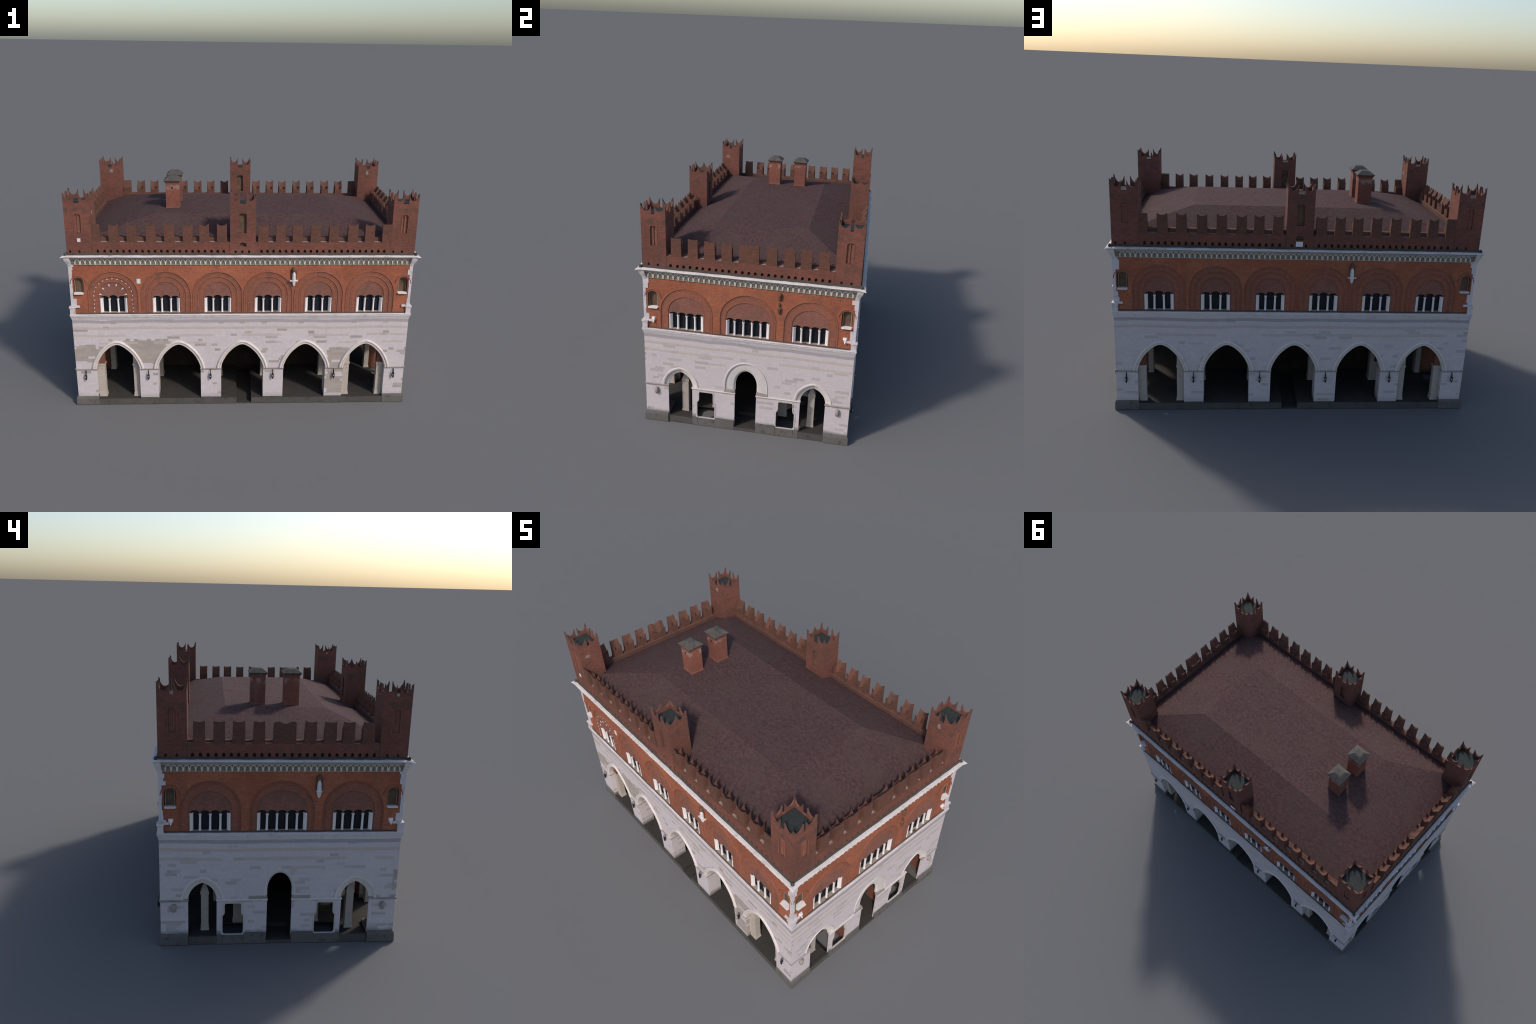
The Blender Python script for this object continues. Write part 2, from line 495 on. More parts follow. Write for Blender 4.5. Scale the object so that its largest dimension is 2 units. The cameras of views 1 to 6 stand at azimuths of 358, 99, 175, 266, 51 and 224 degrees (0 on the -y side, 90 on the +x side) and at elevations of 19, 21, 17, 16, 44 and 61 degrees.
def with_normals(pts):
    out = []
    for i, p in enumerate(pts):
        a = pts[max(i - 1, 0)]; b = pts[min(i + 1, len(pts) - 1)]
        tu, tz = b[0] - a[0], b[1] - a[1]
        l = math.hypot(tu, tz) or 1.0
        out.append((p[0], p[1], tz / l, -tu / l))
    return out


def shift(pts, u):
    return [(p[0] + u, p[1]) for p in pts]


def opening(uc, hw, z0, zs, zt, shape, n=12):
    """closed polygon of an arched opening standing at z0"""
    a = shift(arch_curve(hw, zs, zt, shape, n), uc)
    return [(uc + hw, z0)] + a + [(uc - hw, z0)] if z0 < zs - 1e-6 else a


# ----------------------------------------------------------------------------
#  ground floor: paving, plinths, marble walls with arches
# ----------------------------------------------------------------------------
LONG_ARCHES = [-0.7245, -0.368, 0.0, 0.3675, 0.7225]
ARCH_HW, ARCH_SPRING, ARCH_TOP = 0.1245, 0.238, 0.389
SHORT_ARCHES = [-0.3715, 0.3715]
SARCH_HW, SARCH_SPRING, SARCH_TOP = 0.0685, 0.2345, 0.3215
MARBLE_L, MARBLE_S = DY + STONE_OUT, DX + STONE_OUT


def build_floor():
    xs = [-0.9715, -0.957, -0.872, -0.846, -0.032, 0.056, 0.846, 0.872, 0.957, 0.9715]
    ys = [-0.5768, -0.470, -0.436, -0.306, -0.165, -0.062, 0.062, 0.165, 0.306, 0.436, 0.470, 0.5768]

    def height(x, y):
        ax, ay = abs(x), abs(y)
        if 0.846 < ax < 0.957 and 0.165 < ay < 0.306:
            return None
        if 0.872 < ax < 0.957 and 0.436 < ay < 0.470:
            return None
        if -0.032 < x < 0.056 and ax < 0.1:
            return 0.004
        if ax > 0.846 and ay < 0.062:
            return 0.017
        return FLOOR_Z - 0.0035 if (ax < 0.957 and ay < 0.56) else FLOOR_Z
    B = Builder()
    I = lambda u, d, z: (u, d, z)
    for i in range(len(xs) - 1):
        for j in range(len(ys) - 1):
            h = height((xs[i] + xs[i + 1]) / 2, (ys[j] + ys[j + 1]) / 2)
            if h is None:
                continue
            x0, x1, y0, y1 = xs[i], xs[i + 1], ys[j], ys[j + 1]
            V = [(x0, y0, h), (x1, y0, h), (x1, y1, h), (x0, y1, h)]
            B.add(V, [(0, 1, 2, 3)], 0)
            for (di, dj, a, b) in ((-1, 0, 0, 3), (1, 0, 1, 2), (0, -1, 0, 1), (0, 1, 3, 2)):
                ii, jj = i + di, j + dj
                if 0 <= ii < len(xs) - 1 and 0 <= jj < len(ys) - 1:
                    nh = height((xs[ii] + xs[ii + 1]) / 2, (ys[jj] + ys[jj + 1]) / 2)
                    outer = False
                    if nh is None:              # worn-through floor: only the slab edge shows
                        nh = h - 0.003
                else:
                    nh, outer = 0.0, True
                if nh < h:
                    pa, pb = V[a], V[b]
                    B.add([pa, pb, (pb[0], pb[1], nh), (pa[0], pa[1], nh)], [(0, 1, 2, 3)], 1 if outer else 0)
    B.make('paving', ['paving', 'step'])


def build_plinths():
    for key in 'SNEW':
        T, D, HU = FRAMES[key]
        if key in 'SN':
            spans = [(-0.979, -0.846), (0.846, 0.979)]
            inner = [(-0.602, -0.494), (-0.245, -0.122), (0.122, 0.245), (0.494, 0.602)]
            for (a, b) in inner:
                B = Builder()
                B.box(T, a, b, 0.49, D + 0.0085, 0.0, FLOOR_Z + 0.002, 0, 0.002)
                B.make('pier_base', 'step')
        else:
            spans = []
            for (a, b, h) in [(-0.302, -0.273, 0.050), (-0.273, -0.174, 0.0465), (-0.174, -0.0615, 0.058),
                              (0.0615, 0.174, 0.058), (0.174, 0.273, 0.0465), (0.273, 0.302, 0.050)]:
                B = Builder()
                B.box(T, a, b, 0.9605, D + 0.0100, 0.0, h, 0, 0.002)
                B.make('pier_base', 'plinth')
        for (a, b) in spans:
            B = Builder()
            s = 1 if a > 0 else -1
            # corner block seen from the long side
            ring = []
            for z, o in ((0.0, 0.0), (0.040, -0.001), (0.053, -0.005), (0.0565, -0.0115)):
                ring.append((z, o))
            V, F = [], []
            # corner blocks reach round on to the short wall as far as the side arch
            xin, xout, yin, yout = 0.846, 0.9785, 0.4425, 0.5795
            for z, o in ring:
                V += [T(s * (xin - 0.0 * o), yin, z), T(s * (xout + o), yin, z),
                      T(s * (xout + o), yout + o, z), T(s * (xin), yout + o, z)]
            for i in range(len(ring) - 1):
                for k in range(4):
                    F.append((i * 4 + k, i * 4 + (k + 1) % 4, i * 4 + 4 + (k + 1) % 4, i * 4 + 4 + k))
            F.append(tuple(range(len(V) - 4, len(V)))); F.append((0, 1, 2, 3))
            B.add(V, F)
            B.make('corner_plinth', 'plinth')


def long_wall(key):
    T, D, HU = FRAMES[key]
    d = MARBLE_L
    U = MARBLE_S
    z0, z1 = FLOOR_Z - 0.004, STRING_Z - 0.002
    # outer polygon runs along the bottom and dips up into each arch
    poly = [(-U, z0)]
    for uc in LONG_ARCHES:
        a = opening(uc, ARCH_HW, z0, ARCH_SPRING, ARCH_TOP, 'broad')
        poly += list(reversed(a))
    poly += [(U, z0), (U, z1), (-U, z1)]
    B = Builder()
    # the two corner reveals are left to the short walls
    B.panel(T, poly, [], d, d - 0.085, 0, 0, 1, skip_u=U)
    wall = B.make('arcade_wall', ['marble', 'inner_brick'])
    # arch mouldings
    for uc in LONG_ARCHES:
        B = Builder()
        path = with_normals(shift(arch_curve(ARCH_HW, ARCH_SPRING - 0.003, ARCH_TOP, 'broad'), uc))
        prof = [(-0.0006, d - 0.03), (-0.0006, d + 0.0005), (0.0025, d + 0.005), (0.0075, d + 0.006), (0.0105, d + 0.0025),
                (0.0130, d + 0.0035), (0.0150, d + 0.0085), (0.0200, d + 0.0095), (0.0245, d + 0.0065), (0.0265, d - 0.002)]
        B.loft(T, path, prof)
        B.make('arch_moulding', 'arch_stone', wall, True)
    # impost ledges on the piers
    edges = [-U] + [e for uc in LONG_ARCHES for e in (uc - ARCH_HW, uc + ARCH_HW)] + [U]
    for i in range(0, len(edges), 2):
        a, b = edges[i], edges[i + 1]
        B = Builder()
        a2 = a - 0.003 if i == 0 else a - 0.003
        b2 = b + 0.003
        V, F = [], []
        prof = [(d - 0.084, 0.2275), (d + 0.003, 0.2275), (d + 0.0055, 0.2325), (d + 0.0045, 0.2355), (d - 0.084, 0.2355)]
        for u in (a2, b2):
            V += [T(u, pd, pz) for pd, pz in prof]
        n = len(prof)
        F = [(k, (k + 1) % n, n + (k + 1) % n, n + k) for k in range(n)] + [tuple(range(n)), tuple(range(n, 2 * n))]
        B.add(V, F)
        B.make('impost', 'impost', wall)
    # inner respond shafts beside the outermost arches
    for s in (-1, 1):
        for (a, b) in ((0.5985, 0.640), (0.806, 0.848)):
            B = Builder()
            u0, u1 = (a, b) if s > 0 else (-b, -a)
            B.box(T, u0, u1, 0.512, 0.545, FLOOR_Z - 0.004, 0.252, 0)
            B.box(T, u0 - 0.004, u1 + 0.004, 0.509, 0.550, FLOOR_Z - 0.004, 0.068, 0, 0.004)
            B.box(T, u0 - 0.003, u1 + 0.003, 0.509, 0.549, 0.243, 0.254, 0)
            B.box(T, u0, u1, 0.512, 0.5445, 0.254, 0.40, 1 if a > 0.7 else 0)
            B.make('respond', ['pier_stone', 'inner_brick'], wall)


def end_opening(uc, hw, z0, zs, zt, wider, shape):
    """outline of an opening whose arched head is cut wider than its jambs"""
    head = with_normals(shift(arch_curve(hw, zs, zt, shape), uc))
    pts = [(uc + hw, z0), (uc + hw, zs - 0.001)] + [(u + nu * wider, z + nz * wider) for u, z, nu, nz in head]
    pts += [(uc - hw, zs - 0.001), (uc - hw, z0)]
    return list(reversed(pts))


def short_wall(key):
    T, D, HU = FRAMES[key]
    d = MARBLE_S
    U = MARBLE_L
    z0, z1 = FLOOR_Z - 0.004, STRING_Z - 0.002
    poly = [(-U, z0)]
    poly += end_opening(SHORT_ARCHES[0], SARCH_HW, z0, SARCH_SPRING, SARCH_TOP, 0.030, 'pointed')
    poly += [(-0.275, z0), (-0.0608, z0)]
    dw = 0.052 if key == 'E' else 0.012
    poly += end_opening(0.0, 0.0600, 0.017, 0.252, 0.373, dw, 'tall')
    poly += [(0.0608, z0), (0.275, z0)]
    poly += end_opening(SHORT_ARCHES[1], SARCH_HW, z0, SARCH_SPRING, SARCH_TOP, 0.030, 'pointed')
    poly += [(U, z0), (U, z1), (-U, z1)]
    holes = []
    for s in (-1, 1):
        w = [(0.180, 0.0490), (0.268, 0.0490), (0.2745, 0.058), (0.2745, 0.146), (0.2720, 0.152), (0.2660, 0.158),
             (0.2640, 0.170), (0.2640, 0.210), (0.2590, 0.216), (0.190, 0.216), (0.1845, 0.211), (0.1845, 0.170),
             (0.1825, 0.158), (0.1765, 0.152), (0.1745, 0.146), (0.1745, 0.058)]
        holes.append([(s * a, b) for a, b in w])
    B = Builder()
    B.panel(T, poly, holes, d, d - 0.008, 0, 0, 1, skip_u=U)
    wall = B.make('end_wall', ['marble', 'inner_brick'])
    for uc in SHORT_ARCHES:
        B = Builder()
        path = with_normals(shift(arch_curve(SARCH_HW, SARCH_SPRING - 0.004, SARCH_TOP, 'pointed'), uc))
        prof = [(-0.0006, d - 0.018), (-0.0006, d - 0.0125), (0.004, d - 0.0095), (0.018, d - 0.0070), (0.0215, d - 0.0060),
                (0.0235, d + 0.0010), (0.029, d + 0.0035), (0.0345, d + 0.0030), (0.037, d - 0.0020)]
        B.loft(T, path, prof)
        B.make('arch_moulding', 'arch_stone', wall, True)
    # door surround: broad voussoirs and hood on one end, a plain rim on the other
    B = Builder()
    path = with_normals(arch_curve(0.0600, 0.252, 0.373, 'tall', 14))
    if key == 'E':
        prof = [(-0.0006, d - 0.022), (-0.0006, d - 0.016), (0.007, d - 0.013), (0.009, d - 0.009), (0.050, d - 0.0030), (0.052, d - 0.0035),
                (0.0545, d + 0.0025), (0.0600, d + 0.0035), (0.0630, d - 0.002)]
    else:
        prof = [(-0.0006, d - 0.016), (-0.0006, d - 0.008), (0.012, d + 0.0012), (0.0165, d + 0.0012), (0.0185, d - 0.002)]
    B.loft(T, path, prof)
    B.make('door_surround', 'door_stone', wall, True)
    # imposts
    spans = [(-U - 0.003, -0.437), (-0.306, -0.0575), (0.0575, 0.306), (0.437, U + 0.003)]
    for (a, b) in spans:
        B = Builder()
        prof = [(d - 0.0075, 0.2295), (d + 0.003, 0.2295), (d + 0.0055, 0.2345), (d + 0.0040, 0.2385), (d - 0.0075, 0.2385)]
        V = [T(u, pd, pz) for u in (a, b) for pd, pz in prof]
        n = len(prof)
        F = [(k, (k + 1) % n, n + (k + 1) % n, n + k) for k in range(n)] + [tuple(range(n)), tuple(range(n, 2 * n))]
        B.add(V, F)
        B.make('impost', 'arch_stone' if abs(a) < 0.31 else 'impost', wall)
    # grey blocks under the door surround
    for s in (-1, 1):
        B = Builder()
        w = 0.122 if key == 'E' else 0.150
        a, b = sorted((s * 0.059, s * w))
        B.box(T, a, b, d - 0.016, d + (0.004 if key == 'E' else 0.0025), 0.236, 0.255, 0, 0.001)
        B.make('impost', 'impost', wall)
    # window frames: a slim raised border
    for h in holes:
        cu = sum(p[0] for p in h) / len(h)
        B = Builder()
        outer = [(cu + (u - cu) * 1.15, 0.134 + (z - 0.134) * 1.10) for u, z in h]
        outer = [(u, max(z, 0.0455)) for u, z in outer]
        outer = [(u, min(z, 0.2275)) for u, z in outer]
        B.panel(T, outer, [[(cu + (u - cu) * 0.995, 0.134 + (z - 0.134) * 0.997) for u, z in h]], d + 0.0018, d - 0.0072, 0, back=False)
        B.make('window_frame', 'frame_stone', wall)
    # carved heads
    for s in (-1, 1):
        B = Builder()
        B.lathe(T, s * 0.508, d + 0.006, [(0.004, 0.176), (0.010, 0.181), (0.013, 0.195), (0.0125, 0.208), (0.008, 0.217), (0.002, 0.219)], 8, 0, 0.9)
        B.make('carved_head', 'impost', wall, True)
    return wall


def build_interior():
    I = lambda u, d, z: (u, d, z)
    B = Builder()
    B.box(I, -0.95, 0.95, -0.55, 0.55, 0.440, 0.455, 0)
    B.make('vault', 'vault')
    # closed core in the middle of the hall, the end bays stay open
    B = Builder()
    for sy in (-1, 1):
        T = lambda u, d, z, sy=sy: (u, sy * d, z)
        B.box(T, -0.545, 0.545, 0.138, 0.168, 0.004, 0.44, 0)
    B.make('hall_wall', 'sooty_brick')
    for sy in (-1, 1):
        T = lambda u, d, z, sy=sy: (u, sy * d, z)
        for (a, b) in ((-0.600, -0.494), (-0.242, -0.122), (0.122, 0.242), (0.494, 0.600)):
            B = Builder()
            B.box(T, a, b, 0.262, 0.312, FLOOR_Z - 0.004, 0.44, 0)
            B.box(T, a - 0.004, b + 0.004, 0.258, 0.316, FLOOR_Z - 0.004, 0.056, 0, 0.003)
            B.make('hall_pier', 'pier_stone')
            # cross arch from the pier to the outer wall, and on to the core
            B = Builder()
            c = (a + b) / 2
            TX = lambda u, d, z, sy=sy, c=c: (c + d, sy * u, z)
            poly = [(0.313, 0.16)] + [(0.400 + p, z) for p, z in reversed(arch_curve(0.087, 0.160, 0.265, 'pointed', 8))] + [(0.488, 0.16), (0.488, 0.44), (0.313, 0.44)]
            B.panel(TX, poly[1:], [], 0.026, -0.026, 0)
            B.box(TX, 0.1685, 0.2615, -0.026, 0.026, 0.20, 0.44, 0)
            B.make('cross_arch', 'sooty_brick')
    for sx in (-1, 1):
        for sy in (-1, 1):
            T = lambda u, d, z, sx=sx, sy=sy: (sx * u, sy * d, z)
            B = Builder()
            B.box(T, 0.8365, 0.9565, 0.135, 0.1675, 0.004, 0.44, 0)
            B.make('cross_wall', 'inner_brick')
            B = Builder()
            B.box(T, 0.8065, 0.8365, 0.1685, 0.217, FLOOR_Z - 0.004, 0.44, 0)
            B.box(T, 0.804, 0.8395, 0.1690, 0.220, FLOOR_Z - 0.004, 0.053, 0, 0.002)
            B.make('pilaster', 'pier_stone')
            # slim pier standing in the middle of each end arch, cut to a point at the top
            B = Builder()
            x0, x1, y0, y1 = 0.871, 0.906, 0.342, 0.379
            B.box(T, x0, x1, y0, y1, FLOOR_Z - 0.004, 0.229, 0)
            B.box(T, x0 - 0.002, x1 + 0.002, y0 - 0.003, y1 + 0.003, FLOOR_Z - 0.004, 0.051, 0, 0.0015)
            V = []
            for o, z in ((0.0, 0.229), (0.0035, 0.242)):
                V += [T(x0 - o, y0 - o, z), T(x1 + o, y0 - o, z), T(x1 + o, y1 + o, z), T(x0 - o, y1 + o, z)]
            V.append(T(0.885, 0.3605, 0.300))
            F = [(k, (k + 1) % 4, 4 + (k + 1) % 4, 4 + k) for k in range(4)] + [(4 + k, 4 + (k + 1) % 4, 8) for k in range(4)]
            B.add(V, F)
            B.make('inner_pier', 'pier_stone')


# ----------------------------------------------------------------------------
#  mouldings that run round the building
# ----------------------------------------------------------------------------
def ring_moulding(name, profile, mats, seg=0.02, wob=0.0012, face_mat=None, seed=0.0):
    """profile: list of (offset from the brick face, z) swept round the rectangle"""
    k = len(profile)
    corners = [(-1, -1), (1, -1), (1, 1), (-1, 1)]
    V, F, fm = [], [], []
    stations = []
    for c in range(4):
        a, b = corners[c], corners[(c + 1) % 4]
        L = 2 * (DX if a[1] == b[1] else DY)
        n = int(L / seg)
        for i in range(n):
            t = i / n
            stations.append((a[0] + (b[0] - a[0]) * t, a[1] + (b[1] - a[1]) * t, i == 0))
    for (sx, sy, is_corner) in stations:
        for j, (o, z) in enumerate(profile):
            w = noise.noise(Vector((sx * 23 + seed, sy * 14, j * 0.7))) * wob if 0 < j < k - 1 else 0.0
            V.append((sx * (DX + o + w), sy * (DY + o + w), z + w * 0.8))
    m = len(stations)
    for i in range(m):
        for j in range(k - 1):
            a, b = i * k + j, ((i + 1) % m) * k + j
            F.append((a, a + 1, b + 1, b)); fm.append(face_mat[j] if face_mat else 0)
    return mesh_object(name, V, F, mats, None, fm, True)


def build_mouldings():
    ring_moulding('string_course',
                  [(-0.010, 0.5465), (0.0040, 0.5480), (0.0060, 0.558), (0.0090, 0.567), (0.0105, 0.571), (0.0095, 0.5735),
                   (0.0115, 0.5755), (0.0120, 0.580), (0.0105, 0.5825), (0.0000, 0.5838), (-0.012, 0.5845)],
                  ['string_stone', 'sill_stone'], wob=0.0014, face_mat=[0] * 9 + [1], seed=3.0)
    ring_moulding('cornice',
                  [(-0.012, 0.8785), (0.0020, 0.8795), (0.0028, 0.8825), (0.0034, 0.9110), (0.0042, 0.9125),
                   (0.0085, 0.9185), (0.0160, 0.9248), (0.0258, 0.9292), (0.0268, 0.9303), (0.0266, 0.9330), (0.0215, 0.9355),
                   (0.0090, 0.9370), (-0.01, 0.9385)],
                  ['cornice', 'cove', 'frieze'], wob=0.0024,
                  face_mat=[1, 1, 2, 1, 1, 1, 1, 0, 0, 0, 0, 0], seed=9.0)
    ring_moulding('parapet_ledge',
                  [(-0.01, 0.9365), (0.0075, 0.9368), (0.0070, 0.9425), (0.0050, 0.9460), (0.0015, 0.9480), (-0.01, 0.9490)],
                  ['ledge'], wob=0.0022, seed=17.0)
    ring_moulding('brick_foot', [(-0.012, 0.5830), (0.0035, 0.5836), (0.0025, 0.5885), (0.0000, 0.5900), (-0.012, 0.5905)],
                  ['foot'], wob=0.0020, seed=23.0)
    # pointed relief arches hanging under the cornice: one shared mesh
    proto = {}
    for key in 'SNEW':
        T, D, HU = FRAMES[key]
        pitch = 0.0276
        n = int(2 * (HU - 0.026) / pitch)
        start = -(n - 1) * pitch / 2
        if 'me' not in proto:
            B = Builder()
            hw = pitch / 2
            lean = lambda z: 0.0030 + (z - 0.8825) * 0.02
            for s in (-1, 1):
                pts = []
                for t in (0.0, 0.2, 0.45, 0.7, 0.88, 1.0):
                    u = s * hw * (1 - t ** 2.0) * 0.86
                    z = 0.8950 + 0.0142 * math.sin(t * PI / 2)
                    pts.append((u, lean(z) + 0.0010, z))
                B.tube(lambda u, d, z: (u, -d, z), pts, 0.0025, 5, 0, 0.0016)
                B.tube(lambda u, d, z: (u, -d, z), [(s * hw * 0.92, lean(0.882) + 0.0006, 0.8812), (s * hw * 0.92, lean(0.888) + 0.0006, 0.8885),
                                                    (s * hw * 0.92, lean(0.8975), 0.8985)], 0.0026, 5, 0, 0.0044)
            ob = B.make('corbel_arch', 'corbel', None, True)
            proto['me'] = ob.data
            bpy.data.objects.remove(ob)
        rot = {'S': 0, 'E': PI / 2, 'N': PI, 'W': -PI / 2}[key]
        for i in range(n):
            ob = bpy.data.objects.new('corbel_arch', proto['me'])
            u = start + i * pitch + random.uniform(-0.0012, 0.0012)
            ob.location = T(u, D, 0)
            ob.rotation_euler = (0, 0, rot)
            ob.scale = (random.uniform(0.92, 1.06), 1, 1)
            link(ob, None)
    # carved corner brackets under the cornice and loose stones on its corners
    for sx in (-1, 1):
        for sy in (-1, 1):
            T = lambda u, d, z, sx=sx, sy=sy: (sx * u, sy * d, z)
            B = Builder()
            rows = [(0.866, 0.000), (0.876, 0.005), (0.884, 0.0060), (0.892, 0.0105), (0.905, 0.0165), (0.914, 0.0195), (0.922, 0.021), (0.9285, 0.022)]
            V, F = [], []
            for z, o in rows:
                w = 0.020 + o * 0.7
                x1, y1 = DX + o, DY + o
                V += [T(x1 - w, y1 - w, z), T(x1 - 0.002, y1 - w, z), T(x1, y1 - w * 0.5, z), T(x1 - 0.002, y1 - 0.002, z),
                      T(x1 - w * 0.5, y1, z), T(x1 - w, y1 - 0.002, z)]
            for i in range(len(rows) - 1):
                for k in range(6):
                    F.append((i * 6 + k, i * 6 + (k + 1) % 6, i * 6 + 6 + (k + 1) % 6, i * 6 + 6 + k))
            F.append(tuple(range(6))); F.append(tuple(range(len(V) - 6, len(V))))
            B.add(V, F)
            B.make('corner_bracket', 'cornice', None, True)
            B = Builder()
            B.lathe(T, DX + 0.008, DY + 0.007, [(0.006, 0.936), (0.0095, 0.939), (0.0085, 0.946), (0.004, 0.952), (0.001, 0.953)], 6)
            B.make('corner_stone', 'ledge', None, True)
            # drip tip of the cornice slab
            B = Builder()
            V = [T(DX + 0.018, DY + 0.018, 0.9265), T(DX + 0.0345, DY + 0.0315, 0.9290), T(DX + 0.0260, DY - 0.010, 0.9332),
                 T(DX - 0.010, DY + 0.0260, 0.9332), T(DX + 0.020, DY + 0.020, 0.938)]
            B.add(V, [(0, 1, 2), (0, 3, 1), (1, 4, 2), (1, 3, 4), (0, 2, 4), (0, 4, 3)])
            B.make('cornice_tip', 'cornice')


# ----------------------------------------------------------------------------
#  brick storey
# ----------------------------------------------------------------------------
LONG_BAYS = [-0.7275, -0.432, -0.141, 0.145, 0.4335, 0.7285]
Z_BASE, Z_HEAD = 0.5815, 0.8835


def window_hole(uc, hw, lights):
    """opening with one small pointed lobe per light"""
    z0, zc = 0.5890, 0.6715
    step = 2 * hw / lights
    pts = [(uc - hw, z0), (uc + hw, z0), (uc + hw, zc)]
    for i in reversed(range(lights)):
        c = uc - hw + (i + 0.5) * step
        h = 0.0245 if (lights == 3 and i == 1) else 0.0195
        r = step * 0.5
        for k in range(0, 9):
            t = k / 8
            u = c + r * math.cos(PI * t) * (0.98 if 0 < k < 8 else 0.93)
            z = zc + h * (math.sin(PI * t) ** 0.75 if 0 < k < 8 else 0.0)
            if 0 < i or k < 8 or True:
                pts.append((u, z))
    pts.append((uc - hw, zc))
    # drop duplicates
    out = []
    for p in pts:
        if not out or math.hypot(p[0] - out[-1][0], p[1] - out[-1][1]) > 2e-4:
            out.append(p)
    return out


def roll(B, T, uc, hw, zs, zt, d, r, mi=0, legs=True, shape='round', n=14):
    pts = shift(arch_curve(hw, zs, zt, shape, n), uc)
    if legs:
        pts = [(uc + hw, Z_BASE + 0.002)] + pts + [(uc - hw, Z_BASE + 0.002)]
    B.tube(T, [(u, d, z) for u, z in pts], r, 6, mi)


def window_bay(T, D, uc, rings, lights, wall, inlay=False):
    """rings: list of (half width, springing z, top z, depth of the plane inside it)"""
    last = rings[-1]
    for i, (hw, zs, zt, dep) in enumerate(rings):
        B = Builder()
        outer = opening(uc, hw + 0.0008, Z_BASE, zs, zt + 0.0008, 'round', 14)
        if i + 1 < len(rings):
            h2, s2, t2, _ = rings[i + 1]
            inner = opening(uc, h2, Z_BASE + 0.0006, s2, t2, 'round', 14)
            B.panel(T, outer, [inner], D - dep, D - rings[i + 1][3] - 0.002, 0, back=False, skip_outer=True)
            ob = B.make('arch_ring', 'ring_brick', wall)
        else:
            whw = (0.0755 if lights == 3 else 0.0945 if lights == 4 else 0.1175)
            B.panel(T, outer, [window_hole(uc, whw, lights)], D - dep, D - 0.0225, 0, back=False, skip_outer=True)
            ob = B.make('lunette', 'tymp_brick', wall)
        B = Builder()
        roll(B, T, uc, hw, zs, zt, D - dep + 0.0006, 0.0034 if i == 0 else 0.0028)
        if i == 0 or lights == 3:
            roll(B, T, uc, hw - 0.0105, zs, zt - 0.0105, D - dep - 0.0006, 0.0017)
        B.make('arch_roll', 'roll_brick', wall, True)
    # glazing, sill, jambs, colonnettes
    d = D - 0.0050
    B = Builder()
    B.box(T, uc - whw - 0.004, uc + whw + 0.004, D - 0.0330, D - 0.0215, 0.584, 0.702, 0)
    B.make('window_pane', 'glass', wall)
    B = Builder()
    B.box(T, uc - whw, uc + whw, D - 0.0225, D + 0.0005, 0.5825, 0.5905, 0, 0.0012)
    B.make('window_sill', 'sill_stone', wall)
    step = 2 * whw / lights
    for s in (-1, 1):
        B = Builder()
        for k, (o, dd, r) in enumerate(((0.0035, -0.002, 0.0054), (0.0085, -0.0055, 0.0050), (0.0125, -0.0100, 0.0044))):
            B.lathe(T, uc + s * (whw - o), d + dd, [(r * 1.12, 0.5895), (r * 1.12, 0.593), (r, 0.596), (r, 0.668), (r * 1.12, 0.6715), (r * 1.12, 0.6765)], 8)
        B.make('window_jamb', 'column', wall, True)
    for i in range(1, lights):
        B = Builder()
        u = uc - whw + i * step
        lean = random.uniform(-0.0015, 0.0015)
        B.lathe(lambda a, b, z, u=u, lean=lean: T(a + lean * (z - 0.59) / 0.08, b, z), u, d - 0.0055,
                [(0.0074, 0.5895), (0.0070, 0.5935), (0.0058, 0.5975), (0.0054, 0.660), (0.0066, 0.6660), (0.0078, 0.6705), (0.0078, 0.6730)], 8)
        B.make('colonnette', 'column', wall, True)
    if inlay:          # white stone inlay set in the first bay
        for (r_u, r_z, n, ln, wd, a0, a1) in ((0.1075, 0.103, 15, 0.0085, 0.0042, -14, 194), (0.071, 0.066, 6, 0.0130, 0.0075, 8, 172)):
            for k in range(n):
                a = math.radians(a0 + (a1 - a0) * k / (n - 1))
                cu, cz = uc + r_u * math.cos(a), 0.692 + r_z * math.sin(a)
                big = n == 6
                dir_ = (math.cos(a), math.sin(a)) if big else (-math.sin(a), math.cos(a))
                per = (-dir_[1], dir_[0])
                B = Builder()
                dd = D - (rings[2][3] if big else rings[1][3])
                if big:
                    dd += 0.0
                quad = [(-ln / 2, -wd * 0.25), (ln / 2, -wd / 2), (ln / 2, wd / 2), (-ln / 2, wd * 0.25)]
                pts = [(cu + p * dir_[0] + q * per[0], cz + p * dir_[1] + q * per[1]) for p, q in quad]
                B.panel(T, pts, [], dd + 0.0016, dd - 0.003, 0)
                B.make('inlay_stone', 'column', wall)
        for s in (-1, 1):
            for z in (0.596, 0.619, 0.642):
                B = Builder()
                dd = D - rings[1][3]
                c = uc + s * 0.1085
                B.panel(T, [(c - 0.002, z - 0.0042), (c + 0.002, z - 0.0042), (c + 0.002, z + 0.0042), (c - 0.002, z + 0.0042)], [], dd + 0.0016, dd - 0.003, 0)
                B.make('inlay_stone', 'column', wall)


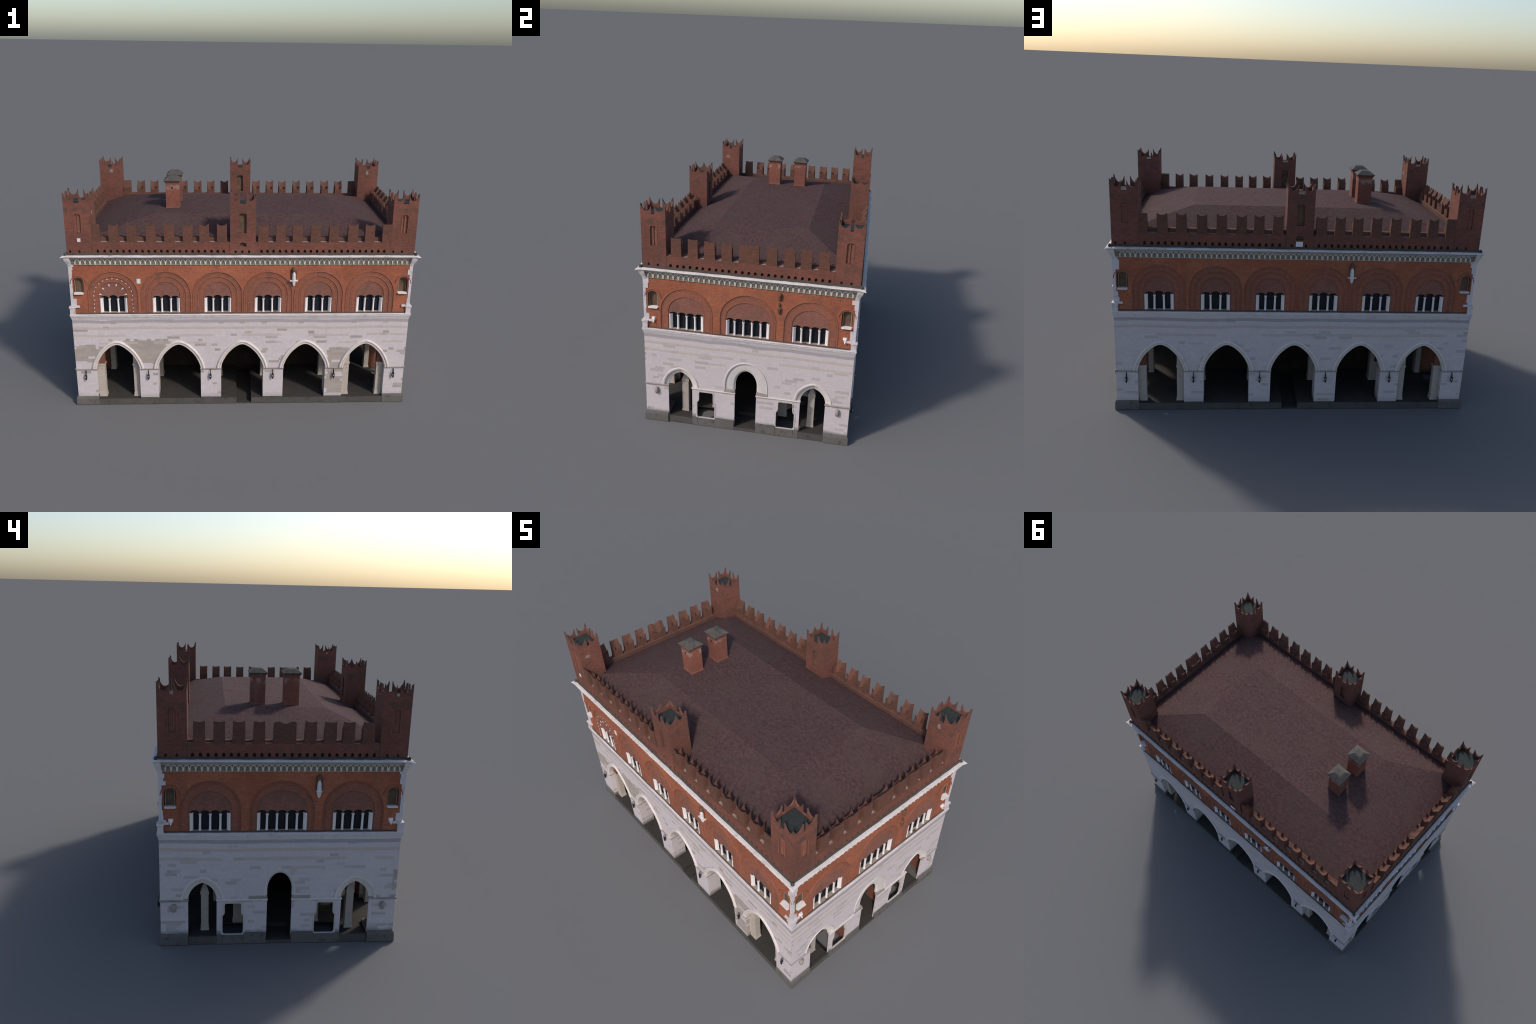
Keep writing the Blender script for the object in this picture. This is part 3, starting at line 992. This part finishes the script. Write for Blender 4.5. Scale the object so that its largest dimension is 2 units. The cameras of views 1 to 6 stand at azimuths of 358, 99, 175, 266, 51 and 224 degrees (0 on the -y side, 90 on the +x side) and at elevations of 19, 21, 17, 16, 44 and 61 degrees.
def brick_storey(key):
    T, D, HU = FRAMES[key]
    D0 = D - 0.0015
    long_side = key in 'SN'
    U = HU - 0.0015
    bays = []
    if long_side:
        for uc in LONG_BAYS:
            dz = random.uniform(-0.002, 0.002)
            bays.append((uc, [(0.1385, 0.698, 0.8365 + dz, 0.0012), (0.1120, 0.698, 0.8075 + dz, 0.0026), (0.0800, 0.697, 0.7770, 0.0042)], 3))
        niche_u = [-0.9165, 0.9145]
    else:
        bays = [(-0.3350, [(0.1420, 0.690, 0.8315, 0.0014), (0.1010, 0.690, 0.7840, 0.0036)], 4),
                (0.0, [(0.1500, 0.688, 0.8315, 0.0014), (0.1205, 0.690, 0.7880, 0.0036)], 5),
                (0.3350, [(0.1420, 0.690, 0.8315, 0.0014), (0.1010, 0.690, 0.7840, 0.0036)], 4)]
        niche_u = [-0.5175, 0.5175]
    holes = []
    for uc, rings, lights in bays:
        hw, zs, zt, dep = rings[0]
        holes.append(opening(uc, hw, Z_BASE + 0.0006, zs, zt, 'round', 14))
    nh = [opening(u, 0.0285, 0.708, 0.778, 0.8035, 'round', 8) for u in niche_u]
    B = Builder()
    B.panel(T, [(-U, Z_BASE - 0.004), (U, Z_BASE - 0.004), (U, Z_HEAD), (-U, Z_HEAD)], holes + nh, D0, D0 - 0.0200, 0, back=False, skip_u=U)
    wall = B.make('brick_wall', 'brick')
    for k, (uc, rings, lights) in enumerate(bays):
        window_bay(T, D0, uc, rings, lights, wall, inlay=(key == 'S' and k == 0))
    for u in niche_u:
        B = Builder()
        B.box(T, u - 0.031, u + 0.031, D0 - 0.024, D0 - 0.0195, 0.704, 0.807, 0)
        B.make('niche_back', 'niche', wall)
        B = Builder()
        B.tube(T, [(p[0], D0 - 0.012, p[1]) for p in [(u + 0.0215, 0.711)] + shift(arch_curve(0.0215, 0.778, 0.7975, 'round', 6), u) + [(u - 0.0215, 0.711)]], 0.0018, 5)
        B.make('niche_rib', 'impost', wall, True)
        B = Builder()
        pts = shift(arch_curve(0.044, 0.765, 0.8135, 'round', 10), u)
        B.tube(T, [(a, D0 - 0.0010, z) for a, z in pts], 0.0042, 6)
        B.make('niche_hood', 'roll_brick', wall, True)
        B = Builder()
        V = []
        for (z, w, o) in ((0.7015, 0.020, 0.004), (0.706, 0.031, 0.0125), (0.7105, 0.031, 0.0125)):
            V += [T(u - w, D0 - 0.018, z), T(u + w, D0 - 0.018, z), T(u + w * 0.8, D0 + o, z), T(u - w * 0.8, D0 + o, z)]
        F = [(k, (k + 1) % 4, 4 + (k + 1) % 4, 4 + k) for k in range(4)] + [(4 + k, 4 + (k + 1) % 4, 8 + (k + 1) % 4, 8 + k) for k in range(4)]
        F += [(0, 1, 2, 3), (8, 9, 10, 11)]
        B.add(V, F)
        B.make('niche_sill', 'column', wall)
    # statue under a little canopy, or its terracotta remains
    su = 0.288 if long_side else 0.166
    if key == 'E':
        B = Builder()
        for z, r in ((0.855, 0.013), (0.838, 0.011), (0.800, 0.006), (0.775, 0.012), (0.760, 0.009)):
            B.lathe(T, su, D0 + 0.003, [(r * 0.4, z - 0.013), (r, z - 0.006), (r, z + 0.005), (r * 0.4, z + 0.012)], 8)
        B.make('worn_statue', 'canopy', wall, True)
    else:
        B = Builder()
        B.lathe(T, su, D0 + 0.007, [(0.004, 0.754), (0.009, 0.764), (0.0105, 0.776), (0.0125, 0.784)], 8, 0)
        B.lathe(T, su, D0 + 0.008, [(0.0105, 0.788), (0.0110, 0.800), (0.0095, 0.816), (0.0105, 0.824), (0.0060, 0.832), (0.0065, 0.838), (0.003, 0.845)], 8, 0)
        B.make('statue', 'statue', wall, True)
        B = Builder()
        w = 0.023 if long_side else 0.014
        B.box(T, su - w, su + w, D0 - 0.002, D0 + 0.019, 0.7850, 0.7885, 0, 0.0005)
        B.make('statue_shelf', 'statue', wall)
        B = Builder()
        B.lathe(T, su, D0 + 0.006, [(0.012, 0.841), (0.0145, 0.845), (0.013, 0.856), (0.006, 0.863), (0.001, 0.868)], 8)
        B.box(T, su - 0.0155, su - 0.0115, D0 - 0.001, D0 + 0.006, 0.79, 0.845)
        B.box(T, su + 0.0115, su + 0.0155, D0 - 0.001, D0 + 0.006, 0.79, 0.845)
        B.make('statue_canopy', 'canopy', wall, True)
    if not long_side:   # small stone shields near the corners
        for s in (-1, 1):
            B = Builder()
            u = s * 0.516
            V = []
            for (w, z, o) in ((0.0125, 0.652, 0.006), (0.013, 0.640, 0.010), (0.0075, 0.630, 0.010), (0.0015, 0.622, 0.016)):
                V += [T(u - w, D0 - 0.002, z), T(u + w, D0 - 0.002, z), T(u + w * 0.55, D0 + o, z), T(u - w * 0.55, D0 + o, z)]
            F = []
            for i in range(3):
                F += [(i * 4 + k, i * 4 + (k + 1) % 4, i * 4 + 4 + (k + 1) % 4, i * 4 + 4 + k) for k in range(4)]
            F += [(0, 1, 2, 3), (12, 13, 14, 15)]
            B.add(V, F)
            B.make('stone_shield', 'column', wall)
    if key == 'S':
        B = Builder()
        B.box(T, -0.592, -0.571, D0 - 0.002, D0 + 0.0025, 0.7675, 0.795)
        B.make('wall_plaque', 'statue', wall)


def build_quoins():
    rng = random.Random(5)
    for sx in (-1, 1):
        for sy in (-1, 1):
            T = lambda u, d, z, sx=sx, sy=sy: (sx * u, sy * d, z)
            z = 0.6320
            while z < 0.874:
                h = rng.choice((0.014, 0.020, 0.030, 0.024))
                h = min(h, 0.880 - z)
                wx, wy = rng.uniform(0.018, 0.036), rng.uniform(0.018, 0.036)
                if 0.695 < z < 0.812 or 0.695 < z + h < 0.812:      # squeezed by the niches
                    wx, wy = rng.uniform(0.0145, 0.0165), rng.uniform(0.0145, 0.0165)
                x1, y1 = DX + 0.0008, DY + 0.0008
                B = Builder()
                prof = [(x1 - wx, y1), (x1, y1), (x1, y1 - wy), (x1 - 0.008, y1 - wy), (x1 - 0.008, y1 - 0.008), (x1 - wx, y1 - 0.008)]
                g = 0.0003
                V = [T(a, b, z) for a, b in prof] + [T(a, b, z + h - g) for a, b in prof]
                F = [(k, (k + 1) % 6, 6 + (k + 1) % 6, 6 + k) for k in range(6)]
                F += [(0, 1, 4, 5), (1, 2, 3, 4), (6, 7, 10, 11), (7, 8, 9, 10)]
                B.add(V, F)
                B.make('quoin', 'quoin')
                z += h
            # pedestal of the vanished corner figure
            B = Builder()
            B.box(T, DX - 0.020, DX + 0.0085, DY - 0.020, DY + 0.0085, 0.5835, 0.622)
            B.box(T, DX - 0.024, DX + 0.0125, DY - 0.024, DY + 0.0125, 0.622, 0.6315, 0, 0.001)
            B.box(T, DX - 0.022, DX + 0.0105, DY - 0.022, DY + 0.0105, 0.5832, 0.589, 0, 0.001)
            B.make('corner_pedestal', 'quoin')
            B = Builder()
            B.box(T, DX - 0.047, DX - 0.022, DY - 0.006, DY + 0.007, 0.625, 0.636, 0, 0.002)
            B.box(T, DX - 0.006, DX + 0.007, DY - 0.047, DY - 0.022, 0.625, 0.636, 0, 0.002)
            B.make('corner_bracket', 'quoin')


# ----------------------------------------------------------------------------
#  parapet, merlons, towers
# ----------------------------------------------------------------------------
MERLONS_LONG = [(-0.823, -0.779), (-0.731, -0.679), (-0.634, -0.582), (-0.529, -0.478), (-0.4295, -0.378), (-0.328, -0.276),
                (-0.238, -0.186), (-0.1415, -0.088), (0.0855, 0.139), (0.183, 0.235), (0.2755, 0.3275), (0.375, 0.427),
                (0.477, 0.529), (0.582, 0.636), (0.677, 0.729), (0.7725, 0.823)]
MERLONS_SHORT = [(-0.4105, -0.358), (-0.3205, -0.270), (-0.2345, -0.180), (-0.142, -0.091), (-0.052, 0.050), (0.091, 0.1425),
                 (0.180, 0.2335), (0.265, 0.3175), (0.3555, 0.4085)]
PAR_T = 0.049


def putlog_holes(lo, hi, start, pitch, blocked=()):
    out = []
    u = start
    while u < hi:
        if u > lo and not any(a < u < b for a, b in blocked):
            out.append(u + random.uniform(-0.0015, 0.0015))
        u += pitch
    return out


def hole_shape(u, w=0.0072, z0=0.9470, zt=0.9668):
    return [(u - w, z0), (u + w, z0), (u + w, zt - 0.006), (u + w * 0.6, zt - 0.001), (u, zt), (u - w * 0.6, zt - 0.001), (u - w, zt - 0.006)]


def parapet(key):
    T, D, HU = FRAMES[key]
    long_side = key in 'SN'
    inner = 0.8245 if long_side else 0.4385
    spans = [(-inner, -0.0708), (0.0708, inner)] if long_side else [(-inner, inner)]
    for (a, b) in spans:
        if long_side:
            us = putlog_holes(a + 0.012, b - 0.008, -0.794, 0.03445)
        else:
            us = putlog_holes(a + 0.005, b - 0.006, -0.4135, 0.0345)
        B = Builder()
        B.panel(T, [(a, 0.9405), (b, 0.9405), (b, SILL_Z), (a, SILL_Z)], [hole_shape(u) for u in us], D, D - 0.014, 0, back=False)
        # sloping coping in the gaps and the inner curb
        zi = 1.0310 if long_side else 1.0190
        prof = [(D - 0.0004, SILL_Z - 0.0006), (D - 0.016, SILL_Z + 0.0008), (D - 0.0185, SILL_Z + 0.0020), (D - 0.0205, zi - 0.0022),
                (D - 0.0225, zi), (D - PAR_T + 0.003, zi), (D - PAR_T, zi - 0.003), (D - PAR_T, 0.94), (D - 0.0135, 0.94)]
        V = [T(u, pd, pz) for u in (a, b) for pd, pz in prof]
        n = len(prof)
        B.add(V, [(k, k + 1, n + k + 1, n + k) for k in range(n - 1)], [1, 1, 3, 3, 3, 3, 3, 3])
        B.add([T(a, D - 0.0135, 0.943), T(b, D - 0.0135, 0.943), T(b, D - 0.0135, 0.975), T(a, D - 0.0135, 0.975)], [(0, 1, 2, 3)], 2)
        wall = B.make('parapet', ['parapet_brick', 'sill_white', 'hole', 'curb_brick'])
    rng = random.Random(ord(key))
    for (a, b) in (MERLONS_LONG if long_side else MERLONS_SHORT):
        merlon(T, D, a, b, long_side, rng, key)


def merlon(T, D, a, b, long_side, rng, rng_key):
    wide = (b - a) > 0.08
    ragged = rng_key == 'W'
    attached = long_side and (a < -0.8 or b > 0.8)
    nu, nv = (17 if wide else 11), 7
    depth = 0.044
    ztop = MERLON_Z + rng.uniform(-0.002, 0.002) - (0.0 if long_side else 0.003)
    if attached:
        ztop = 1.1135
    jit = [rng.uniform(-0.0012, 0.0012) for _ in range(8)]

    def top(s, t):
        """s along the wall -1..1, t 0 outer edge .. 1 inner edge"""
        if attached:
            dip = 0.0
        else:
            dip = (0.0130 if long_side else 0.0055) * (1 - abs(s) ** 1.9)
        z = ztop - dip
        if wide:
            z -= (0.009 if ragged else 0.003) * (0.5 + 0.5 * math.sin(s * 5.5 + 1.3 + (0 if ragged else jit[0] * 900)))
        # the top falls away steeply inwards, leaving thin horns at the inner corners
        fall = max(0.0, (t - 0.12) / 0.55)
        fall = min(fall, 1.0)
        z -= 0.046 * (fall ** 0.9)
        if not attached and t > 0.55:
            z += 0.028 * ((t - 0.55) / 0.45) * (abs(s) ** 9)
        return z + jit[int((s + 1) * 3.49)] * 0.6

    B = Builder()
    V, F = [], []
    us = [-1 + 2 * i / (nu - 1) for i in range(nu)]
    uc, hw = (a + b) / 2, (b - a) / 2
    # ring levels: foot (flared), shoulder, then the modelled top
    def pos(s, t, lvl):
        flare = {0: 0.0045, 1: 0.0012, 2: 0.0}[lvl]
        if attached:
            flare = 0.0
        u = uc + s * (hw + flare)
        # the inner half is a little narrower
        u = uc + (u - uc) * (1.0 - 0.10 * max(0.0, t - 0.45) / 0.55)
        return u, D - t * depth
    def outline():
        o = [(i, 0) for i in range(nu)] + [(nu - 1, j) for j in range(1, nv)]
        o += [(i, nv - 1) for i in range(nu - 2, -1, -1)] + [(0, j) for j in range(nv - 2, 0, -1)]
        return o
    out = outline()
    m = len(out)
    for lvl, z in ((0, SILL_Z), (1, SILL_Z + 0.012)):
        for (i, j) in out:
            u, d = pos(us[i], j / (nv - 1), lvl)
            V.append(T(u, d, z))
    base_top = len(V)
    for j in range(nv):
        for i in range(nu):
            t = j / (nv - 1)
            u, d = pos(us[i], t, 2)
            V.append(T(u, d, top(us[i], t)))
    idx = lambda i, j: base_top + j * nu + i
    for k in range(m):
        F.append((k, (k + 1) % m, m + (k + 1) % m, m + k))
        F.append((m + k, m + (k + 1) % m, idx(*out[(k + 1) % m]), idx(*out[k])))
    for j in range(nv - 1):
        for i in range(nu - 1):
            F.append((idx(i, j), idx(i + 1, j), idx(i + 1, j + 1), idx(i, j + 1)))
    F.append(tuple(range(m)))
    B.add(V, F)
    B.make('merlon', 'merlon_brick')


def swallow(s):
    """0 at the tips, 1 in the hollow of one swallowtail, s in -1..1 across it"""
    return math.cos(s * PI / 2) ** 0.85


def crown_height(s, gap, half):
    """top of a tower wall, s measured from the wall's middle"""
    a = abs(s)
    if gap > 0 and a < gap:
        return 1.2290
    g = gap if gap > 0 else 0.0
    t = (a - g) / (half - g)               # 0 at the middle tip, 1 at the corner
    inner_tip, corner_tip, dip = 1.2790, TIP_Z, 1.2450
    if t < 0.45:
        k = t / 0.45
        return dip + (inner_tip - dip) * (1 - k) ** 2.3
    k = (t - 0.45) / 0.55
    return dip + (corner_tip - dip) * k ** 2.4


def tower(x0, x1, y0, y1, outward, gapx, gapy, kind):
    """square tower; outward: which facades carry a window slit"""
    cx, cy = (x0 + x1) / 2, (y0 + y1) / 2
    hx, hy = (x1 - x0) / 2, (y1 - y0) / 2
    LOC = {
        'S': (lambda u, d, z: (cx + u, cy - d, z), hx, hy, gapx),
        'E': (lambda u, d, z: (cx + d, cy + u, z), hy, hx, gapy),
        'N': (lambda u, d, z: (cx - u, cy + d, z), hx, hy, gapx),
        'W': (lambda u, d, z: (cx - d, cy - u, z), hy, hx, gapy),
    }
    zj = 1.224
    body = Builder()
    backs = []
    for key, (T, hu, hd, gap) in LOC.items():
        holes = []
        z_low = 0.9405 if key in outward else 0.985
        if key in outward or (kind == 'mid' and key in 'NS'):
            if kind == 'corner':
                holes.append(opening(0.0, 0.0165, 1.062, 1.155, 1.168, 'round', 6))
                backs.append((T, hd, 0.0165, 1.062, 1.168, 'slit'))
            else:
                holes.append(opening(0.0, 0.0195, 1.062, 1.168, 1.1745, 'round', 5))
                backs.append((T, hd, 0.0195, 1.062, 1.1745, 'deep'))
                if key in outward:
                    holes.append(opening(0.0, 0.019, 0.985, 0.997, 1.009, 'round', 5))
                    backs.append((T, hd, 0.019, 0.985, 1.009, 'low'))
            if key in outward:
                us = [-0.052, -0.002] if kind == 'corner' and key in 'SN' else [-0.03, 0.02] if kind == 'corner' else [-0.040, -0.003, 0.034]
                for u in us:
                    holes.append(hole_shape(u, 0.006, 0.9470, 0.9635))
                    backs.append((T, hd, 0.009, 0.945, 0.968, ('hole', u)))
        body.panel(T, [(-hu, z_low), (hu, z_low), (hu, zj), (-hu, zj)], holes, hd, hd - (0.016 if kind == 'mid' else 0.008), 0, back=False, skip_outer=True)
    for (T, hd, hw, z0, z1, what) in backs:
        if what == 'slit':
            body.add([T(-hw - 0.001, hd - 0.0075, z0 - 0.001), T(hw + 0.001, hd - 0.0075, z0 - 0.001), T(hw + 0.001, hd - 0.0075, z1 + 0.001), T(-hw - 0.001, hd - 0.0075, z1 + 0.001)], [(0, 1, 2, 3)], 1)
        elif what in ('deep', 'low'):
            body.add([T(-hw - 0.001, hd - 0.0155, z0 - 0.001), T(hw + 0.001, hd - 0.0155, z0 - 0.001), T(hw + 0.001, hd - 0.0155, z1 + 0.001), T(-hw - 0.001, hd - 0.0155, z1 + 0.001)], [(0, 1, 2, 3)], 1)
        else:
            u = what[1]
            dd = hd - (0.0155 if kind == 'mid' else 0.0075)
            body.add([T(u - hw, dd, z0), T(u + hw, dd, z0), T(u + hw, dd, z1), T(u - hw, dd, z1)], [(0, 1, 2, 3)], 2)
    # battlemented crown as one closed ring
    th = 0.0085
    stations = []
    for key in 'SENW':
        T, hu, hd, gap = LOC[key]
        n = 28
        ss = [-hu + 2 * hu * i / n for i in range(n)]
        if gap > 0:
            ss = [s for s in ss if abs(abs(s) - gap) > 0.0012]
            ss += [-gap - 1e-4, -gap + 1e-4, gap - 1e-4, gap + 1e-4]
        ss = sorted(ss)
        for s in ss:
            stations.append((T, s, hu, hd, gap))
    V, F = [], []
    zb = zj
    for (T, s, hu, hd, gap) in stations:
        h = crown_height(s, gap, hu)
        lim = hu - th
        si = max(-lim, min(lim, s))
        V += [T(s, hd, zb), T(s, hd, h), T(si, hd - th, h - 0.0015 if abs(s) < lim else h - 0.010), T(si, hd - th, zb - 0.012)]
    m = len(stations)
    for i in range(m):
        a, b = i * 4, ((i + 1) % m) * 4
        for k in range(3):
            F.append((a + k, a + k + 1, b + k + 1, b + k))
    body.add(V, F, 0)
    ob = body.make('tower', ['tower_brick', 'niche' if kind == 'mid' else 'tymp_brick', 'hole'])
    # felt covered deck
    B = Builder()
    I = lambda u, d, z: (u, d, z)
    B.box(I, x0 + 0.010, x1 - 0.010, y0 + 0.010, y1 - 0.010, 1.206, 1.2260)
    B.make('tower_deck', 'tower_floor', ob)
    for (T, hd, hw, z0, z1, what) in backs:
        if what == 'slit':
            B = Builder()
            B.lathe(T, -0.001, hd - 0.0045, [(0.0030, z0 + 0.004), (0.0030, z0 + 0.012), (0.0022, z0 + 0.016), (0.0022, z1 - 0.020), (0.0034, z1 - 0.012), (0.0034, z1 - 0.004)], 6)
            B.make('slit_shaft', 'ring_brick', ob, True)
            B = Builder()
            pts = [(0.0195, hd + 0.0002, z0)] + [(u, hd + 0.0002, z) for u, z in arch_curve(0.0195, z1 - 0.013, z1 + 0.004, 'round', 6)] + [(-0.0195, hd + 0.0002, z0)]
            B.tube(T, pts, 0.0016, 5)
            B.make('slit_rim', 'roll_brick', ob, True)


def build_towers():
    G = 0.0145
    for sx in (-1, 1):
        for sy in (-1, 1):
            xs = sorted((sx * 0.8235, sx * DX)); ys = sorted((sy * 0.4375, sy * DY))
            tower(xs[0], xs[1], ys[0], ys[1], ('E' if sx > 0 else 'W') + ('N' if sy > 0 else 'S'), G, 0.0078, 'corner')
    for sy in (-1, 1):
        ys = sorted((sy * 0.4570, sy * (DY + 0.0022)))
        tower(-0.0705, 0.0705, ys[0], ys[1], 'N' if sy > 0 else 'S', 0.0165, 0.0, 'mid')
    # patches of pale mortar
    T = FRAMES['S'][0]
    B = Builder()
    B.box(T, -0.902, -0.884, DY - 0.002, DY + 0.0014, 1.012, 1.032)
    B.make('white_plate', 'statue')
    B = Builder()
    B.box(FRAMES['N'][0], -0.019, 0.019 - 0.002, DY - 0.002, DY + 0.0036, 0.951, 0.978)
    B.make('white_plate', 'statue')


def lime_patches():
    rng = random.Random(3)
    spots = [(lambda u, d, z: (-0.8235 + d, u, z), -0.525, 1.168, 0.017, 0.011),
             (lambda u, d, z: (u, 0.4375 - d, z), -0.884, 1.205, 0.013, 0.014),
             (lambda u, d, z: (u, 0.4375 - d, z), 0.888, 1.200, 0.010, 0.016)]
    for T, u, z, w, h in spots:
        B = Builder()
        pts = []
        for k in range(12):
            a = 2 * PI * k / 12
            r = rng.uniform(0.75, 1.1)
            pts.append((u + w * r * math.cos(a), z + h * r * math.sin(a)))
        B.panel(T, pts, [], 0.0008, -0.002, 0)
        B.make('lime_patch', 'lime')


# ----------------------------------------------------------------------------
#  roof and chimneys
# ----------------------------------------------------------------------------
PX0, PX1, PY, PZ = -0.512, 0.560, 0.257, 1.0915
EX, EY, EZ = 0.9210, 0.5280, 1.0030


def roof_height(x, y):
    fx = (PX0 - x) / (PX0 + EX) if x < PX0 else (x - PX1) / (EX - PX1) if x > PX1 else 0.0
    fy = (abs(y) - PY) / (EY - PY) if abs(y) > PY else 0.0
    f = min(1.0, max(fx, fy))
    return PZ + (EZ - PZ) * f


def build_roof():
    def grid(lo, hi, brk, step):
        pts = sorted([lo] + brk + [hi])
        out = []
        for a, b in zip(pts, pts[1:]):
            n = max(1, int(round((b - a) / step)))
            out += [a + (b - a) * i / n for i in range(n)]
        return out + [hi]
    # the slopes are built as four trapezes so the hips stay crisp
    V, F = [], []
    def quad(p0, p1, p2, p3, n, m, bulge=False):
        o = len(V)
        for j in range(m + 1):
            for i in range(n + 1):
                s, t = i / n, j / m
                a = Vector(p0).lerp(Vector(p1), s); b = Vector(p3).lerp(Vector(p2), s)
                q = a.lerp(b, t)
                if bulge:
                    q.z += (0.005 * math.sin(PI * t) - 0.013 * (1 - t) ** 2) * min(1.0, 4 * math.sin(PI * s))
                w = noise.noise(Vector((q.x * 9, q.y * 9, 2.0))) * 0.0016 + noise.noise(Vector((q.x * 38, q.y * 38, 5.0))) * 0.0010
                V.append((q.x, q.y, q.z + w))
        for j in range(m):
            for i in range(n):
                a = o + j * (n + 1) + i
                F.append((a, a + 1, a + n + 2, a + n + 1))
    e = [(-EX, -EY, EZ), (EX, -EY, EZ), (EX, EY, EZ), (-EX, EY, EZ)]
    p = [(PX0, -PY, PZ), (PX1, -PY, PZ), (PX1, PY, PZ), (PX0, PY, PZ)]
    quad(e[0], e[1], p[1], p[0], 90, 14)
    quad(e[1], e[2], p[2], p[1], 52, 18, True)
    quad(e[2], e[3], p[3], p[2], 90, 14)
    quad(e[3], e[0], p[0], p[3], 52, 18, True)
    quad(p[0], p[1], p[2], p[3], 90, 40)
    ob = mesh_object('roof', V, F, 'roof')
    bm = bmesh.new(); bm.from_mesh(ob.data)
    bmesh.ops.remove_doubles(bm, verts=bm.verts, dist=1e-5)
    bmesh.ops.recalc_face_normals(bm, faces=bm.faces)
    bm.to_mesh(ob.data); bm.free()
    ob.data.shade_smooth()
    ob.data.set_sharp_from_angle(angle=math.radians(9))
    I = lambda u, d, z: (u, d, z)
    for (ya, yb) in ((-0.1285, -0.0495), (0.0490, 0.1265)):
        x0, x1 = -0.4600, -0.3780
        B = Builder()
        rows = [(1.075, 0.0015), (1.094, 0.0010), (1.100, -0.001), (1.235, -0.0005), (1.245, 0.0015), (1.252, 0.0045)]
        V, F = [], []
        for z, o in rows:
            V += [(x0 - o, ya - o, z), (x1 + o, ya - o, z), (x1 + o, yb + o, z), (x0 - o, yb + o, z)]
        for i in range(len(rows) - 1):
            F += [(i * 4 + k, i * 4 + (k + 1) % 4, i * 4 + 4 + (k + 1) % 4, i * 4 + 4 + k) for k in range(4)]
        F += [(0, 1, 2, 3), tuple(range(len(V) - 4, len(V)))]
        B.add(V, F)
        ch = B.make('chimney', 'chimney_brick')
        B = Builder()
        V, F = [], []
        rows = [(1.2505, 0.0030), (1.2560, 0.0100), (1.2600, 0.0100), (1.2790, -0.0160), (1.2815, -0.0230)]
        for z, o in rows:
            V += [(x0 - o, ya - o, z), (x1 + o, ya - o, z), (x1 + o, yb + o, z), (x0 - o, yb + o, z)]
        for i in range(len(rows) - 1):
            F += [(i * 4 + k, i * 4 + (k + 1) % 4, i * 4 + 4 + (k + 1) % 4, i * 4 + 4 + k) for k in range(4)]
        F += [(0, 1, 2, 3), tuple(range(len(V) - 4, len(V)))]
        B.add(V, F)
        B.make('chimney_cap', 'lead', ch)
        B = Builder()
        B.box(I, (x0 + x1) / 2 - 0.006, (x0 + x1) / 2 + 0.004, ya - 0.0004, ya + 0.01, 1.2075, 1.2215)
        B.make('chimney_vent', 'hole', ch)


# ----------------------------------------------------------------------------
#  small fittings
# ----------------------------------------------------------------------------
def lanterns(key):
    T, D, HU = FRAMES[key]
    d = MARBLE_L
    for u in (-0.911, -0.548, -0.1855, 0.1815, 0.5435, 0.9035):
        B = Builder()
        B.tube(T, [(u, d + 0.002, 0.226), (u, d + 0.010, 0.224), (u, d + 0.015, 0.216), (u, d + 0.0145, 0.207)], 0.0018, 5)
        B.tube(T, [(u, d - 0.001, 0.225), (u, d + 0.002, 0.190)], 0.0022, 5)
        B.lathe(T, u, d + 0.0125, [(0.0012, 0.2095), (0.0050, 0.203), (0.0068, 0.1985), (0.0062, 0.180), (0.0042, 0.172), (0.0010, 0.1655)], 6)
        B.tube(T, [(u, d, 0.181), (u - 0.009, d + 0.010, 0.178)], 0.0014, 5)
        ob = B.make('lantern', 'iron')
        B = Builder()
        B.lathe(T, u - 0.0015, d + 0.0160, [(0.0012, 0.1835), (0.0034, 0.1865), (0.0034, 0.1925), (0.0012, 0.195)], 6)
        B.make('lantern_glass', 'statue', ob)


build_floor()
build_plinths()
for k in 'SN':
    long_wall(k)
for k in 'EW':
    short_wall(k)
build_interior()
build_mouldings()
for k in 'SNEW':
    brick_storey(k)
build_quoins()
for k in 'SNEW':
    parapet(k)
build_towers()
lime_patches()
build_roof()
for k in 'SN':
    lanterns(k)


def settle(x):
    """the east end stands a few millimetres further in than the west end"""
    t = min(1.0, max(0.0, (x - 0.80) / 0.12))
    return x - 0.0028 * t * t * (3 - 2 * t)


for ob in bpy.data.objects:
    if ob.type == 'MESH':
        if ob.location.length > 1e-6:
            ob.location.x = settle(ob.location.x)
        else:
            for v in ob.data.vertices:
                v.co.x = settle(v.co.x)
